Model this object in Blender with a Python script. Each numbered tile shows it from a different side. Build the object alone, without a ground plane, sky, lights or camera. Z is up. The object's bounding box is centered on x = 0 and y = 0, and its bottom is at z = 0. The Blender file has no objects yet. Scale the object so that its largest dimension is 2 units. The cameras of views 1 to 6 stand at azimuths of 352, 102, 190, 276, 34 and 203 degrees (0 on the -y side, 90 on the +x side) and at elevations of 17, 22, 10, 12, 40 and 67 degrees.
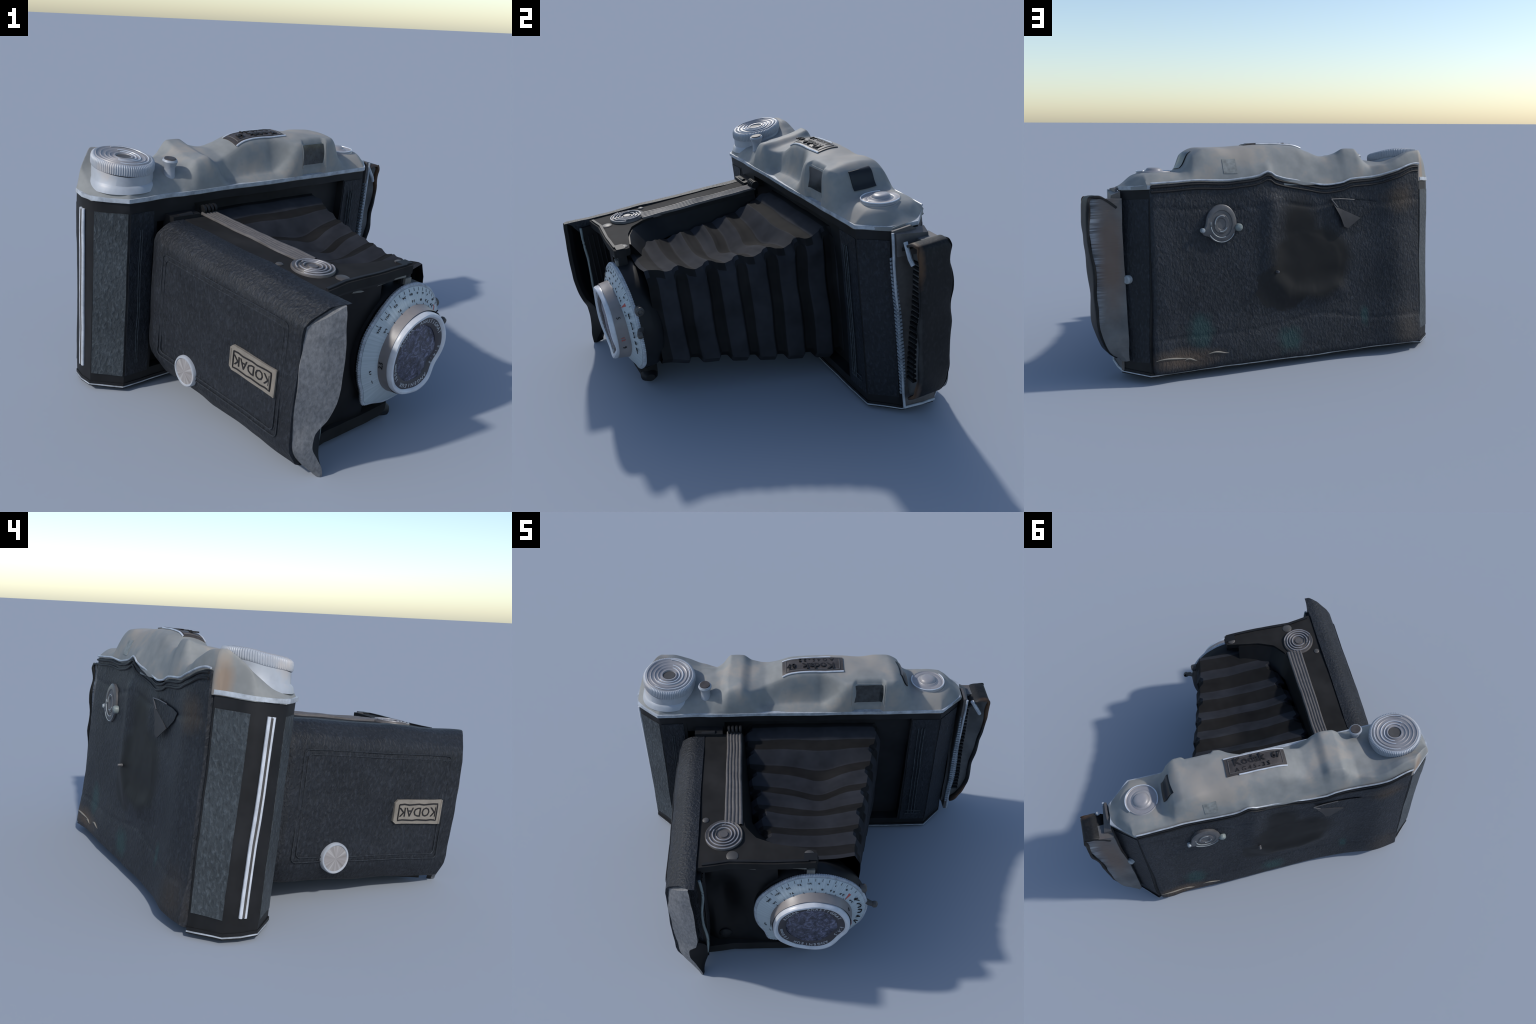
# Old folding bellows camera (scan-like), built part by part.
# Local frame of the camera: u = to the camera's right-hand end, w = toward the lens, h = up.
import bpy, bmesh, math, random
from mathutils import Vector, Matrix, Euler, noise

random.seed(7)
SC = bpy.context.scene

# ------------------------------------------------------------------ helpers
def P(u, w, h):
    return Vector((u, -w, h))

def lerp(a, b, t): return a + (b - a) * t
def sstep(a, b, x):
    t = max(0.0, min(1.0, (x - a) / (b - a))); return t * t * (3 - 2 * t)

def curve(pts, x):
    """smooth (monotone-ish cubic) interpolation through (x, y) control points"""
    if x <= pts[0][0]: return pts[0][1]
    if x >= pts[-1][0]: return pts[-1][1]
    n = len(pts)
    for i in range(n - 1):
        if x <= pts[i + 1][0]: break
    def slope(k):
        if k == 0 or k == n - 1: return 0.0
        d0 = (pts[k][1] - pts[k-1][1]) / (pts[k][0] - pts[k-1][0])
        d1 = (pts[k+1][1] - pts[k][1]) / (pts[k+1][0] - pts[k][0])
        if d0 * d1 <= 0: return 0.0
        return 2 * d0 * d1 / (d0 + d1)
    x0, y0 = pts[i]; x1, y1 = pts[i + 1]; d = x1 - x0; t = (x - x0) / d
    m0, m1 = slope(i) * d, slope(i + 1) * d
    return ((2*t**3-3*t**2+1)*y0 + (t**3-2*t**2+t)*m0 + (-2*t**3+3*t**2)*y1 + (t**3-t**2)*m1)

def nz(v, f, s=0.0):
    return noise.noise(Vector((v[0]*f + s, v[1]*f - s*0.7, v[2]*f + s*1.3)))

ROOT = bpy.data.objects.new("folding_camera", None)
SC.collection.objects.link(ROOT)
ROOT.location = (0.013, 0.2165, 0.0)
ROOT.rotation_euler = Euler((math.radians(4.6), 0, math.radians(34.5)), 'XYZ')
ROOT["label"] = "old black leather folding bellows camera with grey metal top"
ROOT["category"] = "folding camera"

def obj_from_bm(name, bm, mat, parent=None, smooth=40, recalc=True):
    if recalc: bmesh.ops.recalc_face_normals(bm, faces=bm.faces[:])
    me = bpy.data.meshes.new(name)
    bm.to_mesh(me); bm.free()
    ob = bpy.data.objects.new(name, me)
    SC.collection.objects.link(ob)
    ob.parent = parent or ROOT
    if mat is not None: me.materials.append(mat)
    if smooth:
        me.shade_smooth() if smooth >= 180 else me.set_sharp_from_angle(angle=math.radians(smooth))
        for p in me.polygons: p.use_smooth = True
    return ob

def bm_new(): return bmesh.new()

def grid_into(bm, fn, nu, nv, wrap_u=False, wrap_v=False):
    vs = [[bm.verts.new(fn(i / (nu if wrap_u else nu - 1), j / (nv if wrap_v else nv - 1)))
           for j in range(nv)] for i in range(nu)]
    for i in range(nu if wrap_u else nu - 1):
        for j in range(nv if wrap_v else nv - 1):
            a, b = vs[i][j], vs[(i+1) % nu][j]
            c, d = vs[(i+1) % nu][(j+1) % nv], vs[i][(j+1) % nv]
            try: bm.faces.new((a, b, c, d))
            except ValueError: pass
    return vs

def poly_prism(bm, pts_a, pts_b):
    """solid between two matching closed loops"""
    va = [bm.verts.new(p) for p in pts_a]; vb = [bm.verts.new(p) for p in pts_b]
    n = len(va)
    for i in range(n):
        bm.faces.new((va[i], va[(i+1) % n], vb[(i+1) % n], vb[i]))
    bm.faces.new(va); bm.faces.new(list(reversed(vb)))
    return va, vb

def bevel_all(bm, off, seg=2, angle=25):
    ed = [e for e in bm.edges if len(e.link_faces) == 2 and e.calc_face_angle(0) > math.radians(angle)]
    bmesh.ops.bevel(bm, geom=ed, offset=off, segments=seg, affect='EDGES', profile=0.5, clamp_overlap=True)

def lathe_into(bm, prof, M, n=96, rmod=None, zmod=None):
    """prof: list of (radius, axial); M maps local (x,y,z) -> camera; closed by poles if radius 0"""
    rings = []
    for k, (r, z) in enumerate(prof):
        if r < 1e-6:
            rings.append([bm.verts.new(M @ Vector((0, 0, z + (zmod(0, 0, k) if zmod else 0))))])
            continue
        ring = []
        for i in range(n):
            a = 2 * math.pi * i / n
            rr = r * (rmod(a, r, k) if rmod else 1.0)
            zz = z + (zmod(rr * math.cos(a), rr * math.sin(a), k) if zmod else 0)
            ring.append(bm.verts.new(M @ Vector((rr * math.cos(a), rr * math.sin(a), zz))))
        rings.append(ring)
    for A, B in zip(rings[:-1], rings[1:]):
        for i in range(n):
            j = (i + 1) % n
            if len(A) == 1: f = (A[0], B[i], B[j])
            elif len(B) == 1: f = (A[i], B[0], A[j])
            else: f = (A[i], B[i], B[j], A[j])
            bm.faces.new(f)

def frame(u, w, h, x, y, z):
    """matrix with origin at camera coords and axes given as (u,w,h) directions"""
    X, Y, Z = P(*x).normalized(), P(*y).normalized(), P(*z).normalized()
    M = Matrix.Identity(4)
    for i in range(3):
        M[i][0], M[i][1], M[i][2], M[i][3] = X[i], Y[i], Z[i], P(u, w, h)[i]
    return M

UP = lambda u, w, h: frame(u, w, h, (1, 0, 0), (0, -1, 0), (0, 0, 1))       # axis up, y to the back
FRONT = lambda u, w, h: frame(u, w, h, (1, 0, 0), (0, 0, 1), (0, 1, 0))    # axis to the lens side
BACK = lambda u, w, h: frame(u, w, h, (-1, 0, 0), (0, 0, 1), (0, -1, 0))
LEFT = lambda u, w, h: frame(u, w, h, (0, 1, 0), (0, 0, 1), (-1, 0, 0))     # axis to -u, x toward the lens
RIGHT = lambda u, w, h: frame(u, w, h, (0, -1, 0), (0, 0, 1), (1, 0, 0))

def box_into(bm, u0, u1, w0, w1, h0, h1):
    a = [P(u0, w0, h0), P(u1, w0, h0), P(u1, w1, h0), P(u0, w1, h0)]
    b = [P(u0, w0, h1), P(u1, w0, h1), P(u1, w1, h1), P(u0, w1, h1)]
    return poly_prism(bm, a, b)

def tube_into(bm, path, r, n=8, flat=1.0, upv=Vector((0, 0, 1)), rfn=None):
    rings = []
    for i, p in enumerate(path):
        t = (path[min(i+1, len(path)-1)] - path[max(i-1, 0)]).normalized()
        s = t.cross(upv)
        if s.length < 1e-4: s = t.cross(Vector((1, 0, 0)))
        s.normalize(); q = s.cross(t)
        rr = r * (rfn(i / (len(path)-1)) if rfn else 1)
        rings.append([bm.verts.new(p + s * rr * math.cos(2*math.pi*k/n) + q * rr * flat * math.sin(2*math.pi*k/n)) for k in range(n)])
    for A, B in zip(rings[:-1], rings[1:]):
        for k in range(n):
            bm.faces.new((A[k], A[(k+1) % n], B[(k+1) % n], B[k]))
    bm.faces.new(rings[0]); bm.faces.new(list(reversed(rings[-1])))

def warp(ob, amp, f, seed=0.0, axes=(1, 1, 1)):
    for v in ob.data.vertices:
        c = v.co.copy()
        v.co.x += amp * axes[0] * nz(c, f, 3.1 + seed)
        v.co.y += amp * axes[1] * nz(c, f, 11.7 + seed)
        v.co.z += amp * axes[2] * nz(c, f, 23.3 + seed)

def rounded_rect(a0, a1, b0, b1, r, seg=6):
    out = []
    for (ca, cb, s) in ((a1-r, b1-r, 0), (a0+r, b1-r, 90), (a0+r, b0+r, 180), (a1-r, b0+r, 270)):
        for k in range(seg + 1):
            t = math.radians(s + 90 * k / seg)
            out.append((ca + r*math.cos(t), cb + r*math.sin(t)))
    return out

def text_into(bm, s, size, M, depth=0.002, align='CENTER', bold=0.0):
    cu = bpy.data.curves.new("lettering", 'FONT')
    cu.body = s; cu.size = size; cu.align_x = align; cu.align_y = 'CENTER'
    cu.extrude = depth; cu.offset = bold; cu.resolution_u = 2
    ob = bpy.data.objects.new("lettering", cu)
    SC.collection.objects.link(ob)
    dg = bpy.context.evaluated_depsgraph_get()
    me = bpy.data.meshes.new_from_object(ob.evaluated_get(dg))
    me.transform(M)
    bm.from_mesh(me)
    bpy.data.objects.remove(ob); bpy.data.curves.remove(cu); bpy.data.meshes.remove(me)

# ------------------------------------------------------------------ materials
class NT:
    def __init__(self, name):
        self.m = bpy.data.materials.new(name); self.m.use_nodes = True
        self.t = self.m.node_tree; self.t.nodes.clear()
        self.out = self.t.nodes.new('ShaderNodeOutputMaterial')
        self.b = self.t.nodes.new('ShaderNodeBsdfPrincipled')
        self.t.links.new(self.b.outputs[0], self.out.inputs[0])
        self.tc = self.t.nodes.new('ShaderNodeTexCoord')
    def link(self, a, b): self.t.links.new(a, b)
    def n(self, typ, **kw):
        nd = self.t.nodes.new(typ)
        for k, v in kw.items(): setattr(nd, k, v)
        return nd
    def mapping(self, scale=(1, 1, 1), rot=(0, 0, 0), loc=(0, 0, 0)):
        mp = self.n('ShaderNodeMapping')
        mp.inputs['Scale'].default_value = scale; mp.inputs['Rotation'].default_value = rot
        mp.inputs['Location'].default_value = loc
        self.link(self.tc.outputs['Object'], mp.inputs[0]); return mp.outputs[0]
    def noise(self, scale, detail=4, rough=0.55, vec=None, dist=0.0):
        nd = self.n('ShaderNodeTexNoise')
        nd.inputs['Scale'].default_value = scale; nd.inputs['Detail'].default_value = detail
        nd.inputs['Roughness'].default_value = rough; nd.inputs['Distortion'].default_value = dist
        self.link(vec or self.tc.outputs['Object'], nd.inputs['Vector']); return nd.outputs[0]
    def ramp(self, src, stops):
        r = self.n('ShaderNodeValToRGB')
        e = r.color_ramp.elements
        while len(e) > 1: e.remove(e[-1])
        for k, (p, c) in enumerate(stops):
            el = e[0] if k == 0 else e.new(p)
            el.position = p; el.color = (c[0], c[1], c[2], 1) if not isinstance(c, (int, float)) else (c, c, c, 1)
        self.link(src, r.inputs[0]); return r.outputs[0]
    def mix(self, fac, a, b, mode='MIX'):
        m = self.n('ShaderNodeMix', data_type='RGBA', blend_type=mode)
        for sock, v in ((m.inputs[0], fac), (m.inputs[6], a), (m.inputs[7], b)):
            if isinstance(v, (int, float)): sock.default_value = v
            elif isinstance(v, tuple): sock.default_value = (*v, 1)
            else: self.link(v, sock)
        return m.outputs[2]
    def math(self, op, a, b=0.0, clamp=False):
        m = self.n('ShaderNodeMath', operation=op); m.use_clamp = clamp
        for s, v in ((m.inputs[0], a), (m.inputs[1], b)):
            if isinstance(v, (int, float)): s.default_value = v
            else: self.link(v, s)
        return m.outputs[0]
    def blob(self, c, r, soft=0.35, nscale=14, namp=0.5):
        """soft-edged mask around camera point c=(u,w,h) with radii r, noise-frayed"""
        sub = self.n('ShaderNodeVectorMath', operation='SUBTRACT')
        self.link(self.tc.outputs['Object'], sub.inputs[0]); sub.inputs[1].default_value = P(*c)
        mul = self.n('ShaderNodeVectorMath', operation='MULTIPLY')
        self.link(sub.outputs[0], mul.inputs[0]); mul.inputs[1].default_value = (1/r[0], 1/r[1], 1/r[2])
        ln = self.n('ShaderNodeVectorMath', operation='LENGTH'); self.link(mul.outputs[0], ln.inputs[0])
        k = self.noise(nscale, 5, 0.65)
        d = self.math('ADD', ln.outputs['Value'], self.math('MULTIPLY', self.math('SUBTRACT', k, 0.5), namp * 2))
        mr = self.n('ShaderNodeMapRange'); mr.inputs[1].default_value = 1 + soft; mr.inputs[2].default_value = 1 - soft
        self.link(d, mr.inputs[0]); return mr.outputs[0]
    def set(self, color=None, rough=0.5, spec=0.3, metal=0.0):
        if color is not None:
            if isinstance(color, tuple): self.b.inputs['Base Color'].default_value = (*color, 1)
            else: self.link(color, self.b.inputs['Base Color'])
        if isinstance(rough, (int, float)): self.b.inputs['Roughness'].default_value = rough
        else: self.link(rough, self.b.inputs['Roughness'])
        self.b.inputs['Specular IOR Level'].default_value = spec
        self.b.inputs['Metallic'].default_value = metal
    def bump(self, h, strength=0.4, dist=0.004):
        b = self.n('ShaderNodeBump'); b.inputs['Strength'].default_value = strength; b.inputs['Distance'].default_value = dist
        self.link(h, b.inputs['Height']); self.link(b.outputs[0], self.b.inputs['Normal'])

def m_leather(name="black_leather", dirt=False, base=(0.0132, 0.0156, 0.0202), grain=1.0, scuffs=()):
    t = NT(name)
    v = t.mapping((1, 1, 0.55), (0.3, 0.3, 0.2))
    g = t.noise(88, 2.5, 0.5, v, 0.35)
    big = t.noise(5, 4, 0.6)
    c = t.ramp(big, [(0.3, tuple(x*0.8 for x in base)), (0.7, tuple(x*1.25 for x in base))])
    c = t.mix(t.math('MULTIPLY', t.ramp(g, [(0.52, 0.0), (0.72, 1.0)]), 0.5), c, tuple(x*2.6 for x in base))
    c = t.mix(t.math('MULTIPLY', t.ramp(g, [(0.28, 1.0), (0.45, 0.0)]), 0.5), c, tuple(x*0.45 for x in base))
    if dirt:
        # smooth worn patch, green corrosion, brown dust near the corners
        blot = t.math('MAXIMUM', t.blob((-0.08, -0.36, 0.49), (0.23, 0.4, 0.185), 0.14, 5, 0.2), t.blob((-0.02, -0.36, 0.66), (0.10, 0.4, 0.16), 0.35, 6, 0.25))
        torn = t.blob((0.09, -0.36, 0.38), (0.14, 0.4, 0.12), 0.04, 16, 0.35)
        c = t.mix(t.math('MULTIPLY', torn, 0.8), c, (0.0125, 0.0120, 0.0120))
        c = t.mix(t.math('MULTIPLY', blot, 0.95), c, (0.0062, 0.0063, 0.0066))
        flatten = t.math('SUBTRACT', 1.0, t.math('MAXIMUM', blot, torn))
        g = t.math('ADD', 0.5, t.math('MULTIPLY', t.math('SUBTRACT', g, 0.5), flatten))
        for cc, rr in (((0.53, -0.36, 0.20), (0.055, 0.3, 0.075)), ((0.06, -0.36, 0.11), (0.06, 0.3, 0.055)), ((-0.38, -0.37, 0.19), (0.02, 0.3, 0.05))):
            c = t.mix(t.math('MULTIPLY', t.blob(cc, rr, 0.45, 22, 0.75), 0.55), c, (0.02, 0.06, 0.06))
        c = t.mix(t.math('MULTIPLY', t.blob((-0.60, -0.385, 0.80), (0.08, 0.4, 0.06), 0.6, 16, 0.6), 0.7), c, (0.055, 0.04, 0.028))
        c = t.mix(t.math('MULTIPLY', t.blob((-0.63, -0.39, 0.10), (0.08, 0.4, 0.10), 0.6, 16, 0.6), 0.5), c, (0.045, 0.036, 0.029))
        c = t.mix(t.math('MULTIPLY', t.blob((0.64, -0.37, 0.075), (0.15, 0.2, 0.04), 0.5, 14, 0.7), 0.8), c, (0.075, 0.054, 0.040))
    for cc, rr, col, st in scuffs:
        c = t.mix(t.math('MULTIPLY', t.blob(cc, rr, 0.45, 18, 0.6), st), c, col)
    t.set(c, 0.55, 0.22)
    t.bump(g, 0.8 * grain, 0.006); return t.m

def m_black(name, base=(0.011, 0.0115, 0.013), rough=0.55, var=0.35, spec=0.2):
    t = NT(name)
    c = t.ramp(t.noise(7, 5, 0.6), [(0.3, tuple(x*(1-var) for x in base)), (0.7, tuple(x*(1+var) for x in base))])
    t.set(c, rough, spec); t.bump(t.noise(40, 3), 0.1, 0.003); return t.m

def m_silver(name, base=(0.222, 0.230, 0.228), rough=0.62, warm=(0.285, 0.262, 0.235), streak=None, spec=0.22, metal=0.0, scuffs=()):
    t = NT(name)
    c = t.ramp(t.noise(6, 4, 0.6), [(0.34, tuple(x*0.84 for x in base)), (0.50, base), (0.64, warm)])
    c = t.mix(t.math('MULTIPLY', t.ramp(t.noise(17, 6, 0.7), [(0.60, 0.0), (0.72, 1.0)]), 0.3), c, (0.165, 0.178, 0.185))
    if streak:
        s = t.noise(streak[0], 2, 0.5, t.mapping(streak[1]))
        c = t.mix(0.35, c, t.ramp(s, [(0.35, 0.16), (0.65, 0.75)]), 'OVERLAY')
    for cc, rr, col, st in scuffs:
        c = t.mix(t.math('MULTIPLY', t.blob(cc, rr, 0.5, 10, 0.4), st), c, col)
    t.set(c, rough, spec, metal); t.bump(t.noise(9, 3), 0.12, 0.01); return t.m

def m_plain(name, col, rough=0.5, spec=0.3, var=0.25, scale=12, metal=0.0):
    t = NT(name)
    c = t.ramp(t.noise(scale, 5, 0.65), [(0.3, tuple(x*(1-var) for x in col)), (0.7, tuple(x*(1+var) for x in col))])
    t.set(c, rough, spec, metal); return t.m

LEATHER = m_leather()
LEATHER_GREY = m_leather("grey_leather", base=(0.036, 0.043, 0.049))  # lighter grey leather for the left bevels and embossed lines
LEATHER_BACK = m_leather("back_leather", dirt=True, base=(0.0165, 0.0190, 0.0240))
LEATHER_DOOR = m_leather("door_leather", base=(0.0125, 0.0146, 0.0188))
def m_lip():
    t = NT("worn_grey_leather")
    g = t.noise(85, 3, 0.6, t.mapping((1, 1, 0.6), (0.3, 0.2, 0.2)))
    c = t.ramp(t.noise(7, 4, 0.6), [(0.3, (0.095, 0.100, 0.110)), (0.7, (0.150, 0.155, 0.165))])
    c = t.mix(0.35, c, t.ramp(g, [(0.35, (0.06, 0.065, 0.07)), (0.65, (0.22, 0.225, 0.24))]))
    t.set(c, 0.55, 0.25); t.bump(g, 0.4, 0.004); return t.m
LEATHER_LIP = m_lip()
BLACK = m_black("black_enamel")
BLACK_DEEP = m_black("black_interior", (0.006, 0.0062, 0.007), 0.5)
PLATE = m_black("black_crackle_paint", (0.0185, 0.0180, 0.0180), 0.75, 0.3, 0.10)
SILVER = m_silver("matt_silver_cover", scuffs=(
    ((-0.765, -0.335, 0.945), (0.032, 0.04, 0.07), (0.25, 0.175, 0.12), 0.75),
    ((0.30, -0.20, 1.09), (0.20, 0.09, 0.05), (0.29, 0.268, 0.242), 0.6),
    ((0.70, -0.10, 0.96), (0.12, 0.06, 0.05), (0.31, 0.285, 0.255), 0.5)))
CHROME = m_silver("worn_chrome", (0.34, 0.365, 0.405), 0.48, (0.40, 0.385, 0.385), None, 0.4, 0.08)
CHROME_TOP = m_silver("turned_steel", (0.27, 0.265, 0.28), 0.42, (0.31, 0.295, 0.295), None, 0.5, 0.1)
BRIGHT = m_plain("bright_edge", (0.52, 0.55, 0.60), 0.35, 0.5, 0.2, 20, 0.1)
DULL_TRIM = m_plain("dull_trim", (0.33, 0.36, 0.40), 0.4, 0.5, 0.35, 25)
STEEL = m_plain("strut_steel", (0.088, 0.081, 0.079), 0.45, 0.4, 0.2, 30)
STEEL_LINE = m_plain("strut_steel_edge", (0.23, 0.225, 0.24), 0.4, 0.5, 0.3, 30)
RIB = m_plain("ribbed_metal", (0.20, 0.23, 0.265), 0.45, 0.4, 0.3, 25)
RIVET = m_plain("dull_rivet", (0.060, 0.056, 0.053), 0.5, 0.4)
BRASS = m_plain("tarnished_plate", (0.19, 0.17, 0.145), 0.45, 0.4, 0.15, 20)
INK = m_plain("dark_engraving", (0.016, 0.015, 0.016), 0.6, 0.2)
RED = m_plain("red_mark", (0.42, 0.09, 0.08), 0.5, 0.3)
BADGE = m_plain("dark_badge", (0.052, 0.045, 0.043), 0.5, 0.3, 0.35, 22)
WINDOW = m_plain("viewfinder_glass", (0.02, 0.024, 0.026), 0.25, 0.5, 0.7, 30)
WINDOW_SIDE = m_plain("dark_side_glass", (0.006, 0.007, 0.0085), 0.3, 0.4, 0.4, 30)
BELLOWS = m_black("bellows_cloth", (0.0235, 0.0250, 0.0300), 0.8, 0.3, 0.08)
BELLOWS_DARK = m_black("bellows_fold_shade", (0.0122, 0.0122, 0.0128), 0.8, 0.3, 0.08)  # darker copy of the cloth, shade of the folds as colour
DIAL = m_silver("brushed_dial", (0.40, 0.45, 0.48), 0.4, (0.44, 0.46, 0.48), None, 0.45)
BARREL = m_silver("lens_barrel_metal", (0.20, 0.185, 0.185), 0.4, (0.24, 0.22, 0.215), None, 0.45)
RIM = m_plain("lens_rim", (0.50, 0.52, 0.56), 0.35, 0.5, 0.15, 14)
WHITE = m_plain("white_paint", (0.42, 0.43, 0.45), 0.5, 0.3, 0.1)
NAME_RING = m_plain("dark_name_ring", (0.040, 0.036, 0.042), 0.45, 0.4, 0.2)
STRAP = m_leather("strap_leather", base=(0.009, 0.0095, 0.0105), grain=0.2, scuffs=(
    ((1.00, -0.20, 0.92), (0.07, 0.12, 0.035), (0.075, 0.062, 0.048), 0.8),
    ((1.01, -0.14, 0.80), (0.04, 0.022, 0.10), (0.10, 0.055, 0.03), 0.85),
    ((0.97, -0.12, 0.16), (0.05, 0.022, 0.07), (0.11, 0.06, 0.035), 0.9),
    ((0.97, -0.135, 0.5), (0.05, 0.012, 0.4), (0.05, 0.05, 0.05), 0.7)))
def m_strap_fill():
    t = NT("strap_gap_fill")  # surface of the filler that closes the strap gap
    rib = t.noise(1.0, 3, 0.6, t.mapping((6, 6, 120)))
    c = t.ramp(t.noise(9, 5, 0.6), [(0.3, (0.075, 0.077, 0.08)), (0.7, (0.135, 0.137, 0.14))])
    c = t.mix(t.math('MULTIPLY', t.blob((1.03, -0.29, 0.62), (0.055, 0.05, 0.34), 0.4, 14, 0.5), 0.85), c, t.ramp(rib, [(0.4, (0.05, 0.06, 0.075)), (0.6, (0.25, 0.28, 0.32))]))
    c = t.mix(t.math('MULTIPLY', t.blob((0.93, -0.29, 0.60), (0.06, 0.05, 0.24), 0.5, 10, 0.5), 0.8), c, (0.125, 0.085, 0.065))
    t.set(c, 0.5, 0.3); t.bump(rib, 0.4, 0.004); return t.m
STRAP_FILL = m_strap_fill()
RUST = m_plain("worn_brown_leather", (0.12, 0.07, 0.045), 0.6, 0.25, 0.5, 16)
SCREW = m_plain("pale_screw", (0.25, 0.28, 0.30), 0.4, 0.5, 0.25)
PALE_GREEN = m_plain("pale_green_metal", (0.16, 0.19, 0.19), 0.45, 0.4, 0.2)
DISC = m_plain("window_disc_metal", (0.075, 0.075, 0.08), 0.4, 0.45, 0.25, 18)
FLAP = m_plain("torn_leather_underside", (0.035, 0.035, 0.038), 0.6, 0.25, 0.3)

def m_glass():
    t = NT("lens_glass")
    n1 = t.noise(38, 6, 0.75, None, 1.2)
    n2 = t.noise(9, 3, 0.5)
    c = t.ramp(n1, [(0.34, (0.016, 0.016, 0.026)), (0.48, (0.048, 0.049, 0.075)), (0.58, (0.125, 0.128, 0.20)), (0.70, (0.36, 0.37, 0.46))])
    c = t.mix(t.ramp(n2, [(0.45, 0.0), (0.68, 0.55)]), c, (0.02, 0.02, 0.03))
    t.set(c, 0.22, 0.5); t.bump(n1, 0.5, 0.008); return t.m
GLASS = m_glass()

# ------------------------------------------------------------------ body shell
PLAN_TOP = [(-0.740, -0.014), (0.740, -0.018), (0.847, -0.122), (0.864, -0.245), (0.748, -0.335), (0.69, -0.325), (-0.69, -0.325), (-0.741, -0.350), (-0.854, -0.252), (-0.866, -0.18), (-0.853, -0.115)]
PLAN_BOT = [(-0.738, -0.011), (0.750, -0.004), (0.860, -0.114), (0.896, -0.262), (0.785, -0.366), (0.70, -0.325), (-0.68, -0.325), (-0.728, -0.352), (-0.836, -0.258), (-0.850, -0.188), (-0.848, -0.117)]
PLAN_C = (0.0, -0.17)
def plan(k, grow=0.0):
    """outline at relative height k (0 bottom .. 1 top), grown outward by `grow`"""
    out = []
    for a, b in zip(PLAN_BOT, PLAN_TOP):
        u, w = lerp(a[0], b[0], k), lerp(a[1], b[1], k)
        out.append((u + (grow if u > 0 else -grow), w + (grow if w > -0.1 else (-grow if w < -0.3 else 0))))
    return out
def floor_h(w, u=0.0): return 0.017 - 0.020 * (-w / 0.34) + 0.035 * sstep(0.74, 0.90, u) * sstep(0.16, 0.34, -w)

bm = bm_new()
poly_prism(bm, [P(u, w, floor_h(w, u)) for u, w in plan(0)], [P(u, w, 0.90) for u, w in plan(1)])
bevel_all(bm, 0.006, 2)
body = obj_from_bm("body_shell", bm, BLACK)
bm = bm_new()
box_into(bm, -0.60, 0.590, -0.062, 0.2, 0.082, 0.852)
bevel_all(bm, 0.03, 3)
box_into(bm, 0.46, 0.5895, -0.14, 0.1, 0.09, 0.845)
cut = obj_from_bm("opening_cutter", bm, BLACK)
mod = body.modifiers.new("opening", 'BOOLEAN'); mod.operation = 'DIFFERENCE'; mod.object = cut; mod.solver = 'EXACT'
dg = bpy.context.evaluated_depsgraph_get()
me = bpy.data.meshes.new_from_object(body.evaluated_get(dg))
body.modifiers.clear(); body.data = me; me.name = "body_shell"
bpy.data.objects.remove(cut)
me.set_sharp_from_angle(angle=math.radians(35))

def panel(name, c, thick, mat, r=0.012, parent=None, bev=0.003, div=0):
    """raised panel from four camera-space corners (outward normal by order)"""
    a, b, cc, d = [P(*q) for q in c]
    n = (b - a).cross(d - a).normalized()
    bm = bm_new()
    poly_prism(bm, [a, b, cc, d], [q + n * thick for q in (a, b, cc, d)])
    bevel_all(bm, bev, 2)
    return obj_from_bm(name, bm, mat, parent)

def side_panel(name, e0, e1, mat, t0=0.03, t1=0.97, hb=0.075, ht=0.845, lift=0.003, only=None):
    """thin leather facing on the body side between outline corners e0 and e1"""
    c = []
    for (h, a) in ((hb, t0), (hb, t1), (ht, t1), (ht, t0)):
        k = h / 0.9; pl = plan(k); p, q = pl[e0], pl[e1]
        c.append((lerp(p[0], q[0], a), lerp(p[1], q[1], a), h))
    return panel(name, c, lift, mat)
side_panel("leather_panel", 0, 1, LEATHER, 0.003, 0.083)
side_panel("leather_panel", 0, 1, LEATHER, 0.902, 0.997)
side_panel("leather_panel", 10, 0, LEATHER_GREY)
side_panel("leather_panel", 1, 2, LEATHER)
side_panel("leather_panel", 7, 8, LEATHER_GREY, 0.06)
side_panel("leather_panel", 3, 4, LEATHER)
# embossed lines on the front right panel
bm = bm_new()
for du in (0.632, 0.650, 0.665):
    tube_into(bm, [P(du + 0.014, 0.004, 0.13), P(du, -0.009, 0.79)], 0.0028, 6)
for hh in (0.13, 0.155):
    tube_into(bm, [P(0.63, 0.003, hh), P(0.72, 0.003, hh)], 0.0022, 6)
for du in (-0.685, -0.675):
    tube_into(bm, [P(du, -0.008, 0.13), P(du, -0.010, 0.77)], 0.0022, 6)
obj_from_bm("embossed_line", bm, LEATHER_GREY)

# pale seams: bottom rim and top rim
def rim(name, h0, h1, grow, mat):
    bm = bm_new()
    off = (lambda w, u: floor_h(w, u)) if h0 < .2 else (lambda w, u: 0)
    poly_prism(bm, [P(u, w, h0 + off(w, u)) for u, w in plan(h0 / 0.9, grow)], [P(u, w, h1 + off(w, u)) for u, w in plan(h0 / 0.9, grow)])
    bevel_all(bm, 0.003, 2)
    return obj_from_bm(name, bm, mat)
rim("bottom_plate", -0.002, 0.022, 0.004, BLACK)
rim("bottom_seam", 0.004, 0.009, 0.0065, DULL_TRIM)
rim("top_seam", 0.893, 0.910, 0.006, DULL_TRIM)

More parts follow.
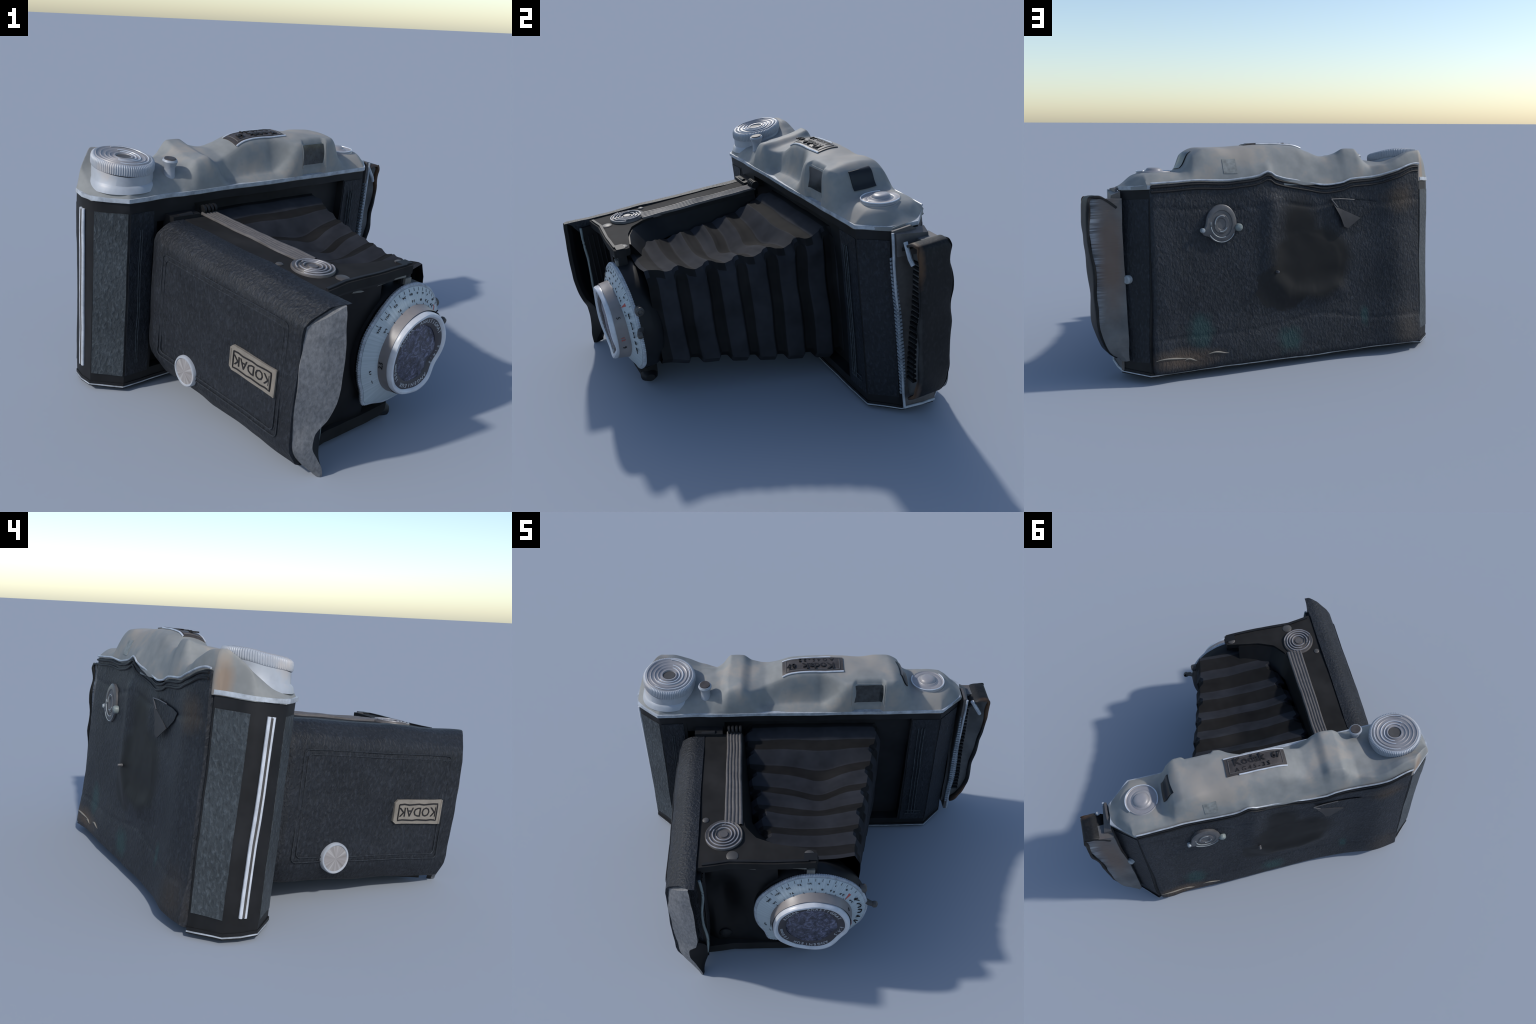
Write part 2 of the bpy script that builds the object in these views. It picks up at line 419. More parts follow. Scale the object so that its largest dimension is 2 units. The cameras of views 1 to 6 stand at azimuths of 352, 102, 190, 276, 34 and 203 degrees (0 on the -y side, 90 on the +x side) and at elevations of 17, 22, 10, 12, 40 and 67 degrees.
# chrome strip on the left end, two bright bands with a dark groove
bm = bm_new()
for dw in (-0.172, -0.190):
    tube_into(bm, [P(lerp(-0.853, -0.868, k/8), dw + lerp(-0.006, 0.002, k/8), lerp(0.085, 0.842, k/8)) for k in range(9)], 0.0075, 8)
obj_from_bm("chrome_strip", bm, BRIGHT)
bm = bm_new()
tube_into(bm, [P(lerp(-0.855, -0.870, k/8), -0.181 + lerp(-0.006, 0.002, k/8), lerp(0.088, 0.838, k/8)) for k in range(9)], 0.007, 8)
obj_from_bm("strip_groove", bm, RIVET)

bm = bm_new()
box_into(bm, -0.61, -0.40, -0.09, -0.016, 0.79, 0.862)
box_into(bm, -0.555, -0.41, -0.03, 0.045, 0.74, 0.822)
bevel_all(bm, 0.012, 2)
obj_from_bm("hinge_block", bm, BLACK)
# dark recess hardware right of the bellows
bm = bm_new()
for (uu, ww) in ((0.475, -0.135), (0.53, -0.125)):
    tube_into(bm, [P(uu, ww, 0.12), P(uu, ww, 0.82)], 0.012, 8)
obj_from_bm("opening_rail", bm, BLACK)

# ------------------------------------------------------------------ back cover (warped)
BACK_TOP = [(-0.80, 0.965), (-0.756, 0.978), (-0.70, 0.986), (-0.58, 0.953), (-0.45, 0.924), (-0.31, 0.910), (-0.26, 0.892),
            (-0.18, 0.885), (-0.06, 0.905), (0.11, 0.938), (0.15, 0.962), (0.20, 0.944), (0.25, 0.934), (0.40, 0.921), (0.51, 0.925), (0.76, 0.917)]
TORN = [(lerp(a[0], b[0], k/6), lerp(a[1], b[1], k/6)) for a, b in (((0.13, 0.80), (0.15, 0.62)), ((0.15, 0.62), (0.14, 0.44)), ((0.14, 0.44), (0.06, 0.34)), ((0.06, 0.34), (-0.10, 0.32)), ((-0.10, 0.32), (-0.22, 0.35))) for k in range(7)]
def back_w(u, h):
    w = -0.358
    w -= 0.026 * math.exp(-((u + 0.58) / 0.12) ** 2)
    w -= 0.010 * math.exp(-((u - 0.72) / 0.08) ** 2) * (1.1 - h)
    w -= 0.020 * (1 - sstep(0.02, 0.30, h))
    w += 0.013 * sstep(0.2, 0.5, u) * sstep(0.45, 0.8, h)
    w += 0.012 * math.exp(-((u + 0.12) / 0.22) ** 2 - ((h - 0.08) / 0.15) ** 2)
    w += 0.012 * math.exp(-((u + 0.05) / 0.16) ** 2 - ((h - 0.88) / 0.15) ** 2)
    # torn sheet bulges outward along its edge
    ridge = min(math.hypot(u - a, h - b) for a, b in TORN)
    w -= 0.015 * math.exp(-(ridge / 0.050) ** 2)
    return w + 0.006 * nz((u, 0, h), 4.0, 5)
def back_edge_w(t_in, w):   # pulls the outline back to the shell
    return lerp(-0.30, w, 1 - (1 - t_in) ** 3)
NU, NH = 150, 90
def back_pt(s, t):
    h_b = 0.002 + 0.006 * nz((s*4, 0, 0), 1.3)
    u = lerp(-0.738, 0.762, s)
    h_t = curve(BACK_TOP, u)
    h = lerp(h_b, h_t, t)
    u += (0.022 if s > .5 else 0.008) * (1 - h / 0.9) * abs(2*s-1)
    e = min(s * 1.5 / 0.014, (1 - s) * 1.5 / 0.03, (h - h_b) / 0.035 + 0.05, (h_t - h) / 0.012 + 0.25, 1.0)
    e = max(0, e)
    # embossed frame groove that wanders with the warp
    g = 0.0
    for hh in (0.175 + 0.05*math.exp(-((u+0.1)/0.2)**2), 0.79 + 0.02*nz((u, 0, 0), 5)):
        g += math.exp(-((h - hh) / 0.008) ** 2)
    # torn smooth flap standing slightly proud
    d = math.hypot((u + 0.02) / 0.23, (h - 0.46) / 0.19) + 0.12 * nz((u, 0, h), 9, 2)
    lift = 0.0012 * (1 - sstep(0.96, 1.0, d + 0.05 * nz((u, 0, h), 40, 6)))
    w = back_edge_w(e, back_w(u, h) + 0.004 * g * min(1, e) - lift)
    return P(u, w, h)
bm = bm_new()
vs = grid_into(bm, back_pt, NU, NH)
border = [vs[i][0] for i in range(NU)] + [vs[NU-1][j] for j in range(1, NH)] + [vs[i][NH-1] for i in range(NU-2, -1, -1)] + [vs[0][j] for j in range(NH-2, 0, -1)]
inner = [bm.verts.new((v.co.x * 0.995, P(0, -0.28, 0).y, v.co.z)) for v in border]
for k in range(len(border)):
    k2 = (k + 1) % len(border)
    bm.faces.new((border[k], border[k2], inner[k2], inner[k]))
bm.faces.new(inner)
obj_from_bm("back_cover", bm, LEATHER_BACK, smooth=50)

# seam line under the metal cover along the back
bm = bm_new()
tube_into(bm, [P(u, back_w(u, 0.9) - 0.001, curve(BACK_TOP, u) + 0.001) for u in [lerp(-0.73, 0.745, k/70) for k in range(71)]], 0.0045, 8)
obj_from_bm("back_seam", bm, DULL_TRIM)
bm = bm_new()
for off in (0.018, 0.04):
    tube_into(bm, [P(u, back_w(u, 0.88) - 0.001, curve(BACK_TOP, u) - off) for u in [lerp(-0.72, 0.745, k/70) for k in range(71)]], 0.0055, 8)
obj_from_bm("back_ridge", bm, BLACK)

# ------------------------------------------------------------------ metal top cover: height lanes along u
LF = [(-0.87,.925),(-.80,.94),(-.70,.95),(-.55,.95),(-.47,.952),(-.42,.975),(-.37,1.035),(-.31,1.048),(-.26,1.015),(-.20,.985),(-.13,.99),(-.06,1.03),(.02,1.052),(.15,1.058),(.25,1.072),(.34,1.084),(.47,1.084),(.518,1.06),(.553,.985),(.592,.952),(.68,.958),(.78,.948),(.87,.925)]
LM = [(-0.87,.93),(-.80,.955),(-.70,.985),(-.55,.992),(-.47,1.008),(-.42,1.018),(-.37,1.045),(-.31,1.052),(-.25,1.03),(-.19,1.03),(-.12,1.062),(-.04,1.092),(.05,1.098),(.15,1.098),(.25,1.094),(.34,1.092),(.46,1.09),(.518,1.065),(.553,1.0),(.592,.972),(.68,.978),(.78,.968),(.87,.935)]
LB = [(-0.87,.95),(-.84,1.030),(-.76,1.040),(-.68,1.038),(-.60,1.015),(-.52,.992),(-.45,.992),(-.41,1.015),(-.36,1.068),(-.30,1.07),(-.25,1.04),(-.19,1.028),(-.12,1.036),(-.04,1.064),(.06,1.076),(.20,1.076),(.31,1.062),(.39,1.075),(.46,1.07),(.518,1.04),(.553,.985),(.592,.966),(.68,.968),(.78,.955),(.87,.925)]
def top_h(u, w):
    f, m, b = curve(LF, u), curve(LM, u), curve(LB, u)
    t = (-w - 0.05) / 0.25
    t = max(-0.1, min(1.1, t))
    return f * 2*(t-.5)*(t-1) + m * 4*t*(1-t) + b * 2*t*(t-.5)
PL_T = plan(-0.006, -0.352)
def w_front(u):
    a = abs(u)
    w = -0.012 if a < 0.738 else lerp(-0.012, -0.118, (a - 0.738) / 0.118)
    # scoop between shoe pillar and viewfinder block
    return w
def w_back(u):
    a = u if u > 0 else -u
    e = 0.762 if u > 0 else 0.745
    return -0.352 + 0.014 * sstep(0.2, 0.5, u) - 0.024 * math.exp(-((u + 0.58) / 0.12) ** 2) if a < e else lerp(-0.338 if u > 0 else -0.352, -0.243, (a - e) / (0.87 - e))
def cover_pt(s, t):
    u = lerp(-0.860, 0.862, s)
    wf, wb = w_front(u), w_back(u)
    # denser rows near the walls
    q = 0.5 - 0.5 * math.cos(math.pi * t)
    w = lerp(wf, wb, q)
    base_f = 0.905
    base_b = curve(BACK_TOP, u) - 0.002 if -0.757 < u < 0.765 else 0.905
    base = lerp(base_f, base_b, sstep(0.75, 1.0, q))
    T = max(top_h(u, w) + 0.004 * nz((u, w, 0), 6, 1), base + 0.01)
    df, db = wf - w, w - wb
    side = min(1.0, (0.864 - abs(u)) / (0.11 if u > 0 else 0.035))
    # front wall: steep on the viewfinder block, scooped out between shoe pillar and block
    scoop = sstep(-0.27, -0.17, u) * (1 - sstep(0.10, 0.24, u))
    block = sstep(0.16, 0.26, u) * (1 - sstep(0.47, 0.53, u))
    lean = 0.062 - 0.014 * block + 0.045 * scoop + 0.03 * sstep(0.55, 0.62, u)
    lb = 0.045 - 0.027 * (1 - sstep(-0.52, -0.40, u)) + 0.012 * sstep(0.5, 0.6, u) + 0.05 * math.exp(-((u-0.15)/0.3)**2)
    win_dent = sstep(0.262, 0.285, u) * (1 - sstep(0.415, 0.438, u))
    x = max(0.0, min(1, (df - 0.020 * win_dent) / lean))
    convex = 1 - (1 - x) ** (2.6 + 1.6 * block)
    hollow = 0.22 * (1 - (1 - x) ** 3) + 0.78 * sstep(0.45, 0.98, x)
    rf = lerp(convex, hollow, scoop)
    rb = 1 - (1 - min(1, db / lb)) ** 2.2
    rs = 1 - (1 - max(0.0, side)) ** 1.8
    k = min(rf, rb) * (0.15 + 0.85 * rs)
    return P(u, w, base + (T - base) * k)
bm = bm_new()
NUc, NWc = 260, 72
vs = grid_into(bm, cover_pt, NUc, NWc)
border = [vs[i][0] for i in range(NUc)] + [vs[NUc-1][j] for j in range(1, NWc)] + [vs[i][NWc-1] for i in range(NUc-2, -1, -1)] + [vs[0][j] for j in range(NWc-2, 0, -1)]
low = [bm.verts.new((v.co.x, v.co.y, 0.89)) for v in border]
for k in range(len(border)):
    k2 = (k + 1) % len(border)
    bm.faces.new((border[k], border[k2], low[k2], low[k]))
bm.faces.new(low)
top = obj_from_bm("top_cover", bm, SILVER, smooth=60)

def cover_height(u, w):
    s = (u + 0.860) / 1.722
    wf, wb = w_front(u), w_back(u)
    q = (w - wf) / (wb - wf)
    return cover_pt(s, math.acos(1 - 2*q) / math.pi).z

# winding knob
def knob(u, w, h0):
    tilt = lambda x, y, k: (0.14 * y + 0.012 * nz((x, y, 0), 6, 4)) * (1.0 if k > 0 else 0.9)
    bm = bm_new()
    lathe_into(bm, [(0.150, -0.03), (0.143, -0.006), (0.137, 0.004), (0.133, 0.010), (0.131, 0.045), (0.131, 0.056)], UP(u, w, h0), 120,
               zmod=lambda x, y, k: (0.14 * y) * k / 5)
    root = obj_from_bm("winding_knob", bm, CHROME)
    bm = bm_new()
    lathe_into(bm, [(0.128, 0.050), (0.133, 0.053), (0.135, 0.060), (0.135, 0.080), (0.132, 0.090), (0.124, 0.096), (0.118, 0.095)], UP(u, w, h0), 540,
               rmod=lambda a, r, k: 1 + (0.016 * math.sin(a * 90) if 1 < k < 5 else 0), zmod=tilt)
    obj_from_bm("knurled_rim", bm, CHROME, root, smooth=60)
    prof = [(0.121, 0.090)]
    for r in (0.118, 0.098, 0.078, 0.060):
        prof += [(r, 0.0945), (r-0.004, 0.0990), (r-0.009, 0.0945)]
    prof += [(0.042, 0.0945), (0.040, 0.102), (0.034, 0.102), (0.031, 0.093), (0.0, 0.093)]
    bm = bm_new(); lathe_into(bm, prof, UP(u, w, h0), 96, zmod=lambda x, y, k: 0.14*y + 0.012 * nz((x, y, 0), 6, 4))
    obj_from_bm("knob_face", bm, CHROME_TOP, root)
    bm = bm_new(); lathe_into(bm, [(0.031, 0.090), (0.030, 0.096), (0.012, 0.097), (0, 0.096)], UP(u, w, h0), 40)
    obj_from_bm("knob_screw", bm, RIVET, root)
    bm = bm_new()
    for r in (0.108, 0.072, 0.054):
        path = [UP(u, w, h0) @ Vector((r*math.cos(a), r*math.sin(a), 0.0985 + 0.14*r*math.sin(a) + 0.012*nz((r*math.cos(a), r*math.sin(a), 0), 6, 4))) for a in [math.radians(d) for d in range(200 + int(r*300), 420 + int(r*300), 8)]]
        tube_into(bm, path, 0.0022, 6)
    obj_from_bm("knob_ring", bm, BRIGHT, root)
    return root
knob(-0.684, -0.168, 0.956)

# shutter release button
bm = bm_new()
lathe_into(bm, [(0.032, -0.09), (0.026, -0.06), (0.024, -0.03), (0.031, -0.012), (0.035, 0.0), (0.031, 0.008), (0.0, 0.010)], UP(-0.493, -0.09, 1.032), 36, zmod=lambda x, y, k: 0.1*y)
btn = obj_from_bm("release_button", bm, CHROME)
bm = bm_new(); lathe_into(bm, [(0.028, 0.005), (0.026, 0.0125), (0.0, 0.0135)], UP(-0.493, -0.09, 1.032), 32, zmod=lambda x, y, k: 0.1*y)
obj_from_bm("button_cap", bm, BADGE, btn)

# small rewind boss on the right shoulder
hb = 0.972
bm = bm_new()
lathe_into(bm, [(0.092, -0.03), (0.088, 0.0), (0.082, 0.007), (0.077, 0.004), (0.060, 0.008), (0.056, 0.006), (0.046, 0.010), (0.044, 0.012), (0.0, 0.012)], UP(0.680, -0.180, hb - 0.002), 72)
boss = obj_from_bm("shoulder_boss", bm, CHROME_TOP)
bm = bm_new()
lathe_into(bm, [(0.042, 0.008), (0.038, 0.016), (0.030, 0.022), (0.016, 0.024), (0.0, 0.0245)], UP(0.680, -0.184, hb), 48)
obj_from_bm("boss_dome", bm, CHROME_TOP, boss)
bm = bm_new()
for r, a0, a1 in ((0.085, 150, 400), (0.043, 180, 340)):
    tube_into(bm, [UP(0.680, -0.180, hb) @ Vector((r*math.cos(math.radians(d)), r*math.sin(math.radians(d)), 0.007)) for d in range(a0, a1, 8)], 0.003, 6)
obj_from_bm("boss_ring", bm, BRIGHT, boss)

# name badge on top, follows the hump
BU0, BU1, BW0, BW1 = -0.092, 0.224, -0.120, -0.228
bm = bm_new()
loop = rounded_rect(BU0, BU1, BW1, BW0, 0.016, 4)
def badge_pt(s, t, dz):
    u, w = lerp(BU0, BU1, s), lerp(BW0, BW1, t)
    return P(u, w, cover_height(u, w) + dz)
va = grid_into(bm, lambda s, t: badge_pt(s, t, 0.005), 24, 10)
nb = [va[i][0] for i in range(24)] + [va[23][j] for j in range(1, 10)] + [va[i][9] for i in range(22, -1, -1)] + [va[0][j] for j in range(8, 0, -1)]
lo = [bm.verts.new(v.co - Vector((0, 0, 0.02))) for v in nb]
for k in range(len(nb)):
    bm.faces.new((nb[k], nb[(k+1) % len(nb)], lo[(k+1) % len(nb)], lo[k]))
bm.faces.new(lo)
badge = obj_from_bm("name_badge", bm, BADGE)
bm = bm_new()
for tt in (0.0, 1.0):
    tube_into(bm, [badge_pt(s/20, tt, 0.004) for s in ((range(0, 21)) if tt == 0 else range(0, 17))], 0.0042, 6)
obj_from_bm("badge_edge", bm, BRIGHT, badge)
bm = bm_new()
per = [(0.06 + 0.88*k/16, 0.12) for k in range(17)] + [(0.94, 0.12 + 0.76*k/6) for k in range(1, 7)] + [(0.94 - 0.88*k/16, 0.88) for k in range(1, 17)] + [(0.06, 0.88 - 0.76*k/6) for k in range(1, 7)]
tube_into(bm, [badge_pt(s, t, 0.0055) for s, t in per], 0.0026, 6)
obj_from_bm("badge_frame", bm, STEEL, badge)
bm = bm_new()
bh = cover_height(0.066, -0.174) + 0.0032
M = frame(0.098, -0.158, bh, (-1, 0, 0), (0, 1, 0.03), (0, 0, 1))
text_into(bm, "Kodak", 0.062, M, 0.0035, bold=0.0012)
M = frame(0.085, -0.203, bh + 0.0015, (-1, 0, 0), (0, 1, 0.03), (0, 0, 1))
text_into(bm, "A G 4 5 - 3 S", 0.034, M, 0.003)
M = frame(-0.045, -0.163, bh - 0.002, (-1, 0, 0), (0, 1, 0.03), (0, 0, 1))
text_into(bm, "67", 0.05, M, 0.003)
obj_from_bm("badge_lettering", bm, INK, badge, smooth=0)

# viewfinder windows
def cover_front_w(u, h):   # where the front wall reaches height h
    lo, hi = w_front(u) - 0.0005, -0.17
    for _ in range(40):
        mid = 0.5 * (lo + hi)
        if cover_height(u, mid) < h: lo = mid
        else: hi = mid
    return hi
bm = bm_new()
def win_pt(s, t, off):
    u = lerp(0.278, 0.422, s) + 0.004 * math.sin(t * 3); h = lerp(0.960, 1.058, t)
    return P(u, cover_front_w(u, min(h, cover_height(u, -0.1) - 0.004)) + off, h)
def patch(fn, n, m, off0, off1):
    bm = bm_new()
    va = grid_into(bm, lambda s, t: fn(s, t, off1), n, m); vb = grid_into(bm, lambda s, t: fn(s, t, off0), n, m)
    def ring(v): return [v[i][0] for i in range(n)] + [v[n-1][j] for j in range(1, m)] + [v[i][m-1] for i in range(n-2, -1, -1)] + [v[0][j] for j in range(m-2, 0, -1)]
    ra, rb = ring(va), ring(vb)
    for k in range(len(ra)):
        k2 = (k+1) % len(ra); bm.faces.new((ra[k], ra[k2], rb[k2], rb[k]))
    return bm
bm.free()
win = obj_from_bm("front_window", patch(win_pt, 12, 12, -0.02, 0.004), WINDOW, smooth=50)
def winframe_pt(s, t, off):
    u = lerp(0.262, 0.432, s); h = lerp(0.948, 1.066, t)
    return P(u, cover_front_w(u, min(h, cover_height(u, -0.1) - 0.003)) + off, h)
obj_from_bm("window_frame", patch(winframe_pt, 12, 12, -0.02, 0.002), SILVER, win, smooth=50)

def side_u(w, h):
    lo, hi = 0.49, 0.64
    for _ in range(40):
        mid = 0.5 * (lo + hi)
        if cover_height(mid, w) > h: lo = mid
        else: hi = mid
    return lo
def swin_pt(s, t, off):
    w = lerp(-0.118, -0.228, s); h = lerp(0.99, 1.068, t)
    return P(side_u(w, h) + off + 0.003, w, h)
obj_from_bm("side_window", patch(swin_pt, 12, 12, -0.03, 0.004), WINDOW_SIDE, smooth=50)

# eyepiece outline on the back of the cover
bm = bm_new()
def cover_back_w(u, h):
    lo, hi = w_back(u) + 0.0005, -0.17
    for _ in range(40):
        mid = 0.5 * (lo + hi)
        if cover_height(u, mid) < h: lo = mid
        else: hi = mid
    return hi
def eye_pt(s, t, off):
    u = lerp(0.375, 0.305, s); h = lerp(0.955, 1.025, t)
    return P(u, cover_back_w(u, h) - off, h)
bm.free()
obj_from_bm("eyepiece", patch(eye_pt, 8, 8, -0.01, 0.002), m_plain("eyepiece_grey", (0.19, 0.20, 0.195), 0.5, 0.3, 0.35, 30), smooth=50)

# ------------------------------------------------------------------ back hardware
bw = back_w(0.405, 0.715)
bm = bm_new()
def drop(a, r, k):      # circle with two pointed ends
    return 1 + 0.32 * math.exp(-((a - math.radians(200)) / 0.22) ** 2)
lathe_into(bm, [(0.078, -0.012), (0.078, 0.010), (0.072, 0.015), (0.056, 0.015), (0.053, 0.011), (0.040, 0.011), (0.037, 0.015), (0.024, 0.014), (0.021, 0.010), (0.0, 0.010)],
           BACK(0.405, bw, 0.715) @ Matrix.Diagonal((1, 1.18, 1, 1)), 72, rmod=lambda a, r, k: drop(a, r, k) if r > 0.06 else 1)
disc = obj_from_bm("window_disc", bm, DISC)
bm = bm_new()
for r, a0, a1 in ((0.055, 170, 300), (0.033, 60, 200), (0.03, 250, 340), (0.075, 215, 330)):
    tube_into(bm, [BACK(0.405, bw, 0.715) @ Vector((r*math.cos(math.radians(d)), 1.18*r*math.sin(math.radians(d)), 0.0155)) for d in range(a0, a1, 10)], 0.0024, 6)
obj_from_bm("disc_ring", bm, SCREW, disc)
for (uu, hh, rr, mt) in ((0.500, 0.688, 0.012, SCREW), (0.317, 0.692, 0.020, PALE_GREEN), (0.125, 0.462, 0.008, DISC)):  # last entry is no part: a small bead standing for a pale glint
    bm = bm_new()
    lathe_into(bm, [(rr, -0.006), (rr, 0.008), (rr*0.7, 0.016), (0, 0.019)], BACK(uu, back_w(uu, hh) - 0.006, hh), 24)
    obj_from_bm("stud_or_glint", bm, mt)
# screw on the rear right bevel
M = frame(0.862, -0.285, 0.470, (0.6, 0.8, 0), (0, 0, 1), (0.78, -0.62, 0))
bm = bm_new(); lathe_into(bm, [(0.022, -0.03), (0.021, 0.004), (0.014, 0.011), (0.0, 0.009)], M, 28)
obj_from_bm("screw", bm, SCREW)
# torn leather flap
def sheet(name, pts, off, thick, mat):
    bm = bm_new()
    a = [P(u, back_w(u, h) - o, h) for (u, h, o) in pts]
    b = [p + P(0, -thick, 0) for p in a]
    poly_prism(bm, a, b)
    return obj_from_bm(name, bm, mat, smooth=30)
sheet("torn_flap", [(-0.192, 0.81, 0.010), (-0.245, 0.715, 0.016), (-0.262, 0.665, 0.020), (-0.285, 0.655, 0.02), (-0.362, 0.705, 0.012), (-0.235, 0.765, 0.006)], 0, 0.003, FLAP)
sheet("torn_flap", [(-0.192, 0.812, 0.011), (-0.235, 0.766, 0.007), (-0.36, 0.706, 0.009), (-0.43, 0.75, 0.004), (-0.465, 0.785, 0.002), (-0.40, 0.796, 0.003)], 0, 0.002, LEATHER)
bm = bm_new()
tube_into(bm, [P(u, back_w(u, h) - o, h) for u, h, o in ((-0.193, 0.812, 0.015), (-0.215, 0.785, 0.012), (-0.232, 0.767, 0.010))], 0.003, 6)
tube_into(bm, [P(u, back_w(u, h) - o, h) for u, h, o in ((-0.193, 0.812, 0.015), (-0.25, 0.809, 0.009), (-0.33, 0.803, 0.006))], 0.0025, 6)
obj_from_bm("flap_edge", bm, DISC)
# scuffed brown strip with pale scratches at the bottom
bm = bm_new()
for (u0, u1, h) in ((0.76, 0.60, 0.083), (0.62, 0.56, 0.068), (0.50, 0.40, 0.085)):
    tube_into(bm, [P(lerp(u0, u1, k/8), back_w(lerp(u0, u1, k/8), h) - 0.001, h + 0.006*math.sin(k*.6)) for k in range(9)], 0.0035, 6, rfn=lambda t: 0.25 + math.sin(math.pi*t))
obj_from_bm("scratch", bm, m_plain("pale_scratch", (0.22, 0.20, 0.17), 0.6, 0.2))

# ------------------------------------------------------------------ bellows
FOLD0, FOLD = 0.100, 0.136
def fold_phase(w):
    k = (w - FOLD0) / FOLD
    return k - math.floor(k + 0.5)          # 0 at a side valley / top crest, +-0.5 between
CREST = [(-0.06, 0.790), (0.06, 0.768), (0.12, 0.757), (0.225, 0.735), (0.37, 0.722), (0.49, 0.720), (0.63, 0.724), (0.80, 0.735)]
RSIDE = [(-0.06, 0.440), (0.10, 0.408), (0.37, 0.341), (0.62, 0.281), (0.80, 0.250)]
LSIDE = [(-0.06, -0.325), (0.10, -0.315), (0.37, -0.280), (0.62, -0.240), (0.80, -0.22)]
BASE = [(-0.06, 0.088), (0.10, 0.110), (0.40, 0.160), (0.65, 0.205), (0.80, 0.245)]
def bellows_pt(s, t):
    w = lerp(-0.09, 0.80, s)
    ph = fold_phase(w)
    near_end = sstep(0.68, 0.74, w)
    # sides: flat pleats with narrow valleys; top: sharp crests where the sides fold in
    valley = (1 - sstep(0.10, 0.26, abs(ph))) * (1 - near_end)
    dip = min(1.0, abs(ph) * 2.2) * (1 - near_end * 0.6) * sstep(-0.02, 0.08, w)
    ur, ul = curve(RSIDE, w) - 0.021 * valley, curve(LSIDE, w) + 0.03 * valley
    ht = curve(CREST, w) - (0.021 + 0.007 * nz((w * 6, 3, 0), 1.0)) * dip
    hb = curve(BASE, w) + 0.022 * valley
    c = 0.040
    cr = 0.030 + 0.035 * (1 - valley)
    loop = [(ul, hb + c), (ul, ht - c), (ul + c, ht), (ur - 0.03, ht), (ur, ht - cr), (ur, hb + c), (ur - c, hb), (ul + c, hb)]
    seg = [0.0]
    for i in range(8):
        a, b = loop[i], loop[(i+1) % 8]
        seg.append(seg[-1] + math.hypot(b[0]-a[0], b[1]-a[1]))
    # sample by side so the corners stay put along the length
    x8 = t * 16
    spans = ((0, 3), (3, 4), (4, 9), (9, 10), (10, 13), (13, 14), (14, 15.5), (15.5, 16))
    for i, (a0, a1) in enumerate(spans):
        if x8 <= a1 or i == 7: break
    f = (x8 - spans[i][0]) / (spans[i][1] - spans[i][0])
    a, b = loop[i], loop[(i+1) % 8]
    x, z = lerp(a[0], b[0], f), lerp(a[1], b[1], f)
    ww = w
    if i == 2:   # top sags in the middle and its creases bend
        bend = math.exp(-((f - 0.58) / 0.16) ** 2) * math.exp(-((w - 0.28) / 0.14) ** 2)
        z -= 0.030 * math.sin(math.pi * f) * sstep(0.05, 0.2, w) * (1 - 0.6 * sstep(0.45, 0.7, w)) + 0.026 * math.exp(-((f - 0.6) / 0.2) ** 2) * sstep(0.08, 0.2, w) * (1 - 0.8 * sstep(0.36, 0.5, w)) * math.sin(math.pi * f)
        ww += 0.022 * bend + 0.006 * math.sin(math.pi * f) * sstep(0.0, 0.2, w)
    q = (x, w, z)
    return P(x + 0.004*nz(q, 7, 2), ww + 0.010 * nz(q, 4, 9), z + 0.005*nz(q, 6, 7))
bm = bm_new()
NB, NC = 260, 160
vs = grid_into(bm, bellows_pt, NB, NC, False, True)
bm.faces.ensure_lookup_table()
# light and shade of the folds, put into two alternating cloth colours
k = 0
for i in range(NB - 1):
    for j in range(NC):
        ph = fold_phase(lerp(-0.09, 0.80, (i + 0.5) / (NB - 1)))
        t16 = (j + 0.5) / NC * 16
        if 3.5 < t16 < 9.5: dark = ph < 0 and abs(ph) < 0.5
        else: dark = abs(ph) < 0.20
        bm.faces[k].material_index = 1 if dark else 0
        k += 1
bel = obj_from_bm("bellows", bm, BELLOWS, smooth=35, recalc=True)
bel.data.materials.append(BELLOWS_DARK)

# ------------------------------------------------------------------ front standard, shutter, lens
LU, LH = 0.016, 0.448
bm = bm_new()
poly_prism(bm, [P(LU + x, 0.745, LH + 0.01 + y) for x, y in rounded_rect(-0.27, 0.21, -0.235, 0.23, 0.21)], [P(LU + x, 0.862, LH + y) for x, y in rounded_rect(-0.27, 0.23, -0.245, 0.24, 0.22)])
bevel_all(bm, 0.01, 2)
obj_from_bm("lens_standard", bm, BLACK)
bm = bm_new()
lathe_into(bm, [(0.0, 0.77), (0.235, 0.77), (0.255, 0.785), (0.262, 0.805), (0.266, 0.813), (0.268, 0.820), (0.270, 0.830), (0.270, 0.865), (0.266, 0.885), (0.0, 0.885)], FRONT(LU, 0, LH), 96)
shutter = obj_from_bm("shutter_housing", bm, BLACK)
wob = lambda x, y, k: 0.008 * nz((x, y, 0.3), 5, 8) - 0.045 * x
corner = lambda a: 1 + 0.11 * math.exp(-((((a - math.radians(228) + math.pi) % (2*math.pi)) - math.pi) / 0.16) ** 2)
bm = bm_new()
lathe_into(bm, [(0.260, 0.880), (0.269, 0.886), (0.271, 0.896), (0.266, 0.901), (0.258, 0.900)], FRONT(LU, 0, LH), 300, rmod=lambda a, r, k: corner(a) * (1 + (0.006 if int(round(a / (2*math.pi) * 300)) % 2 else -0.006)), zmod=wob)
obj_from_bm("dial_teeth", bm, DULL_TRIM, shutter)
bm = bm_new()
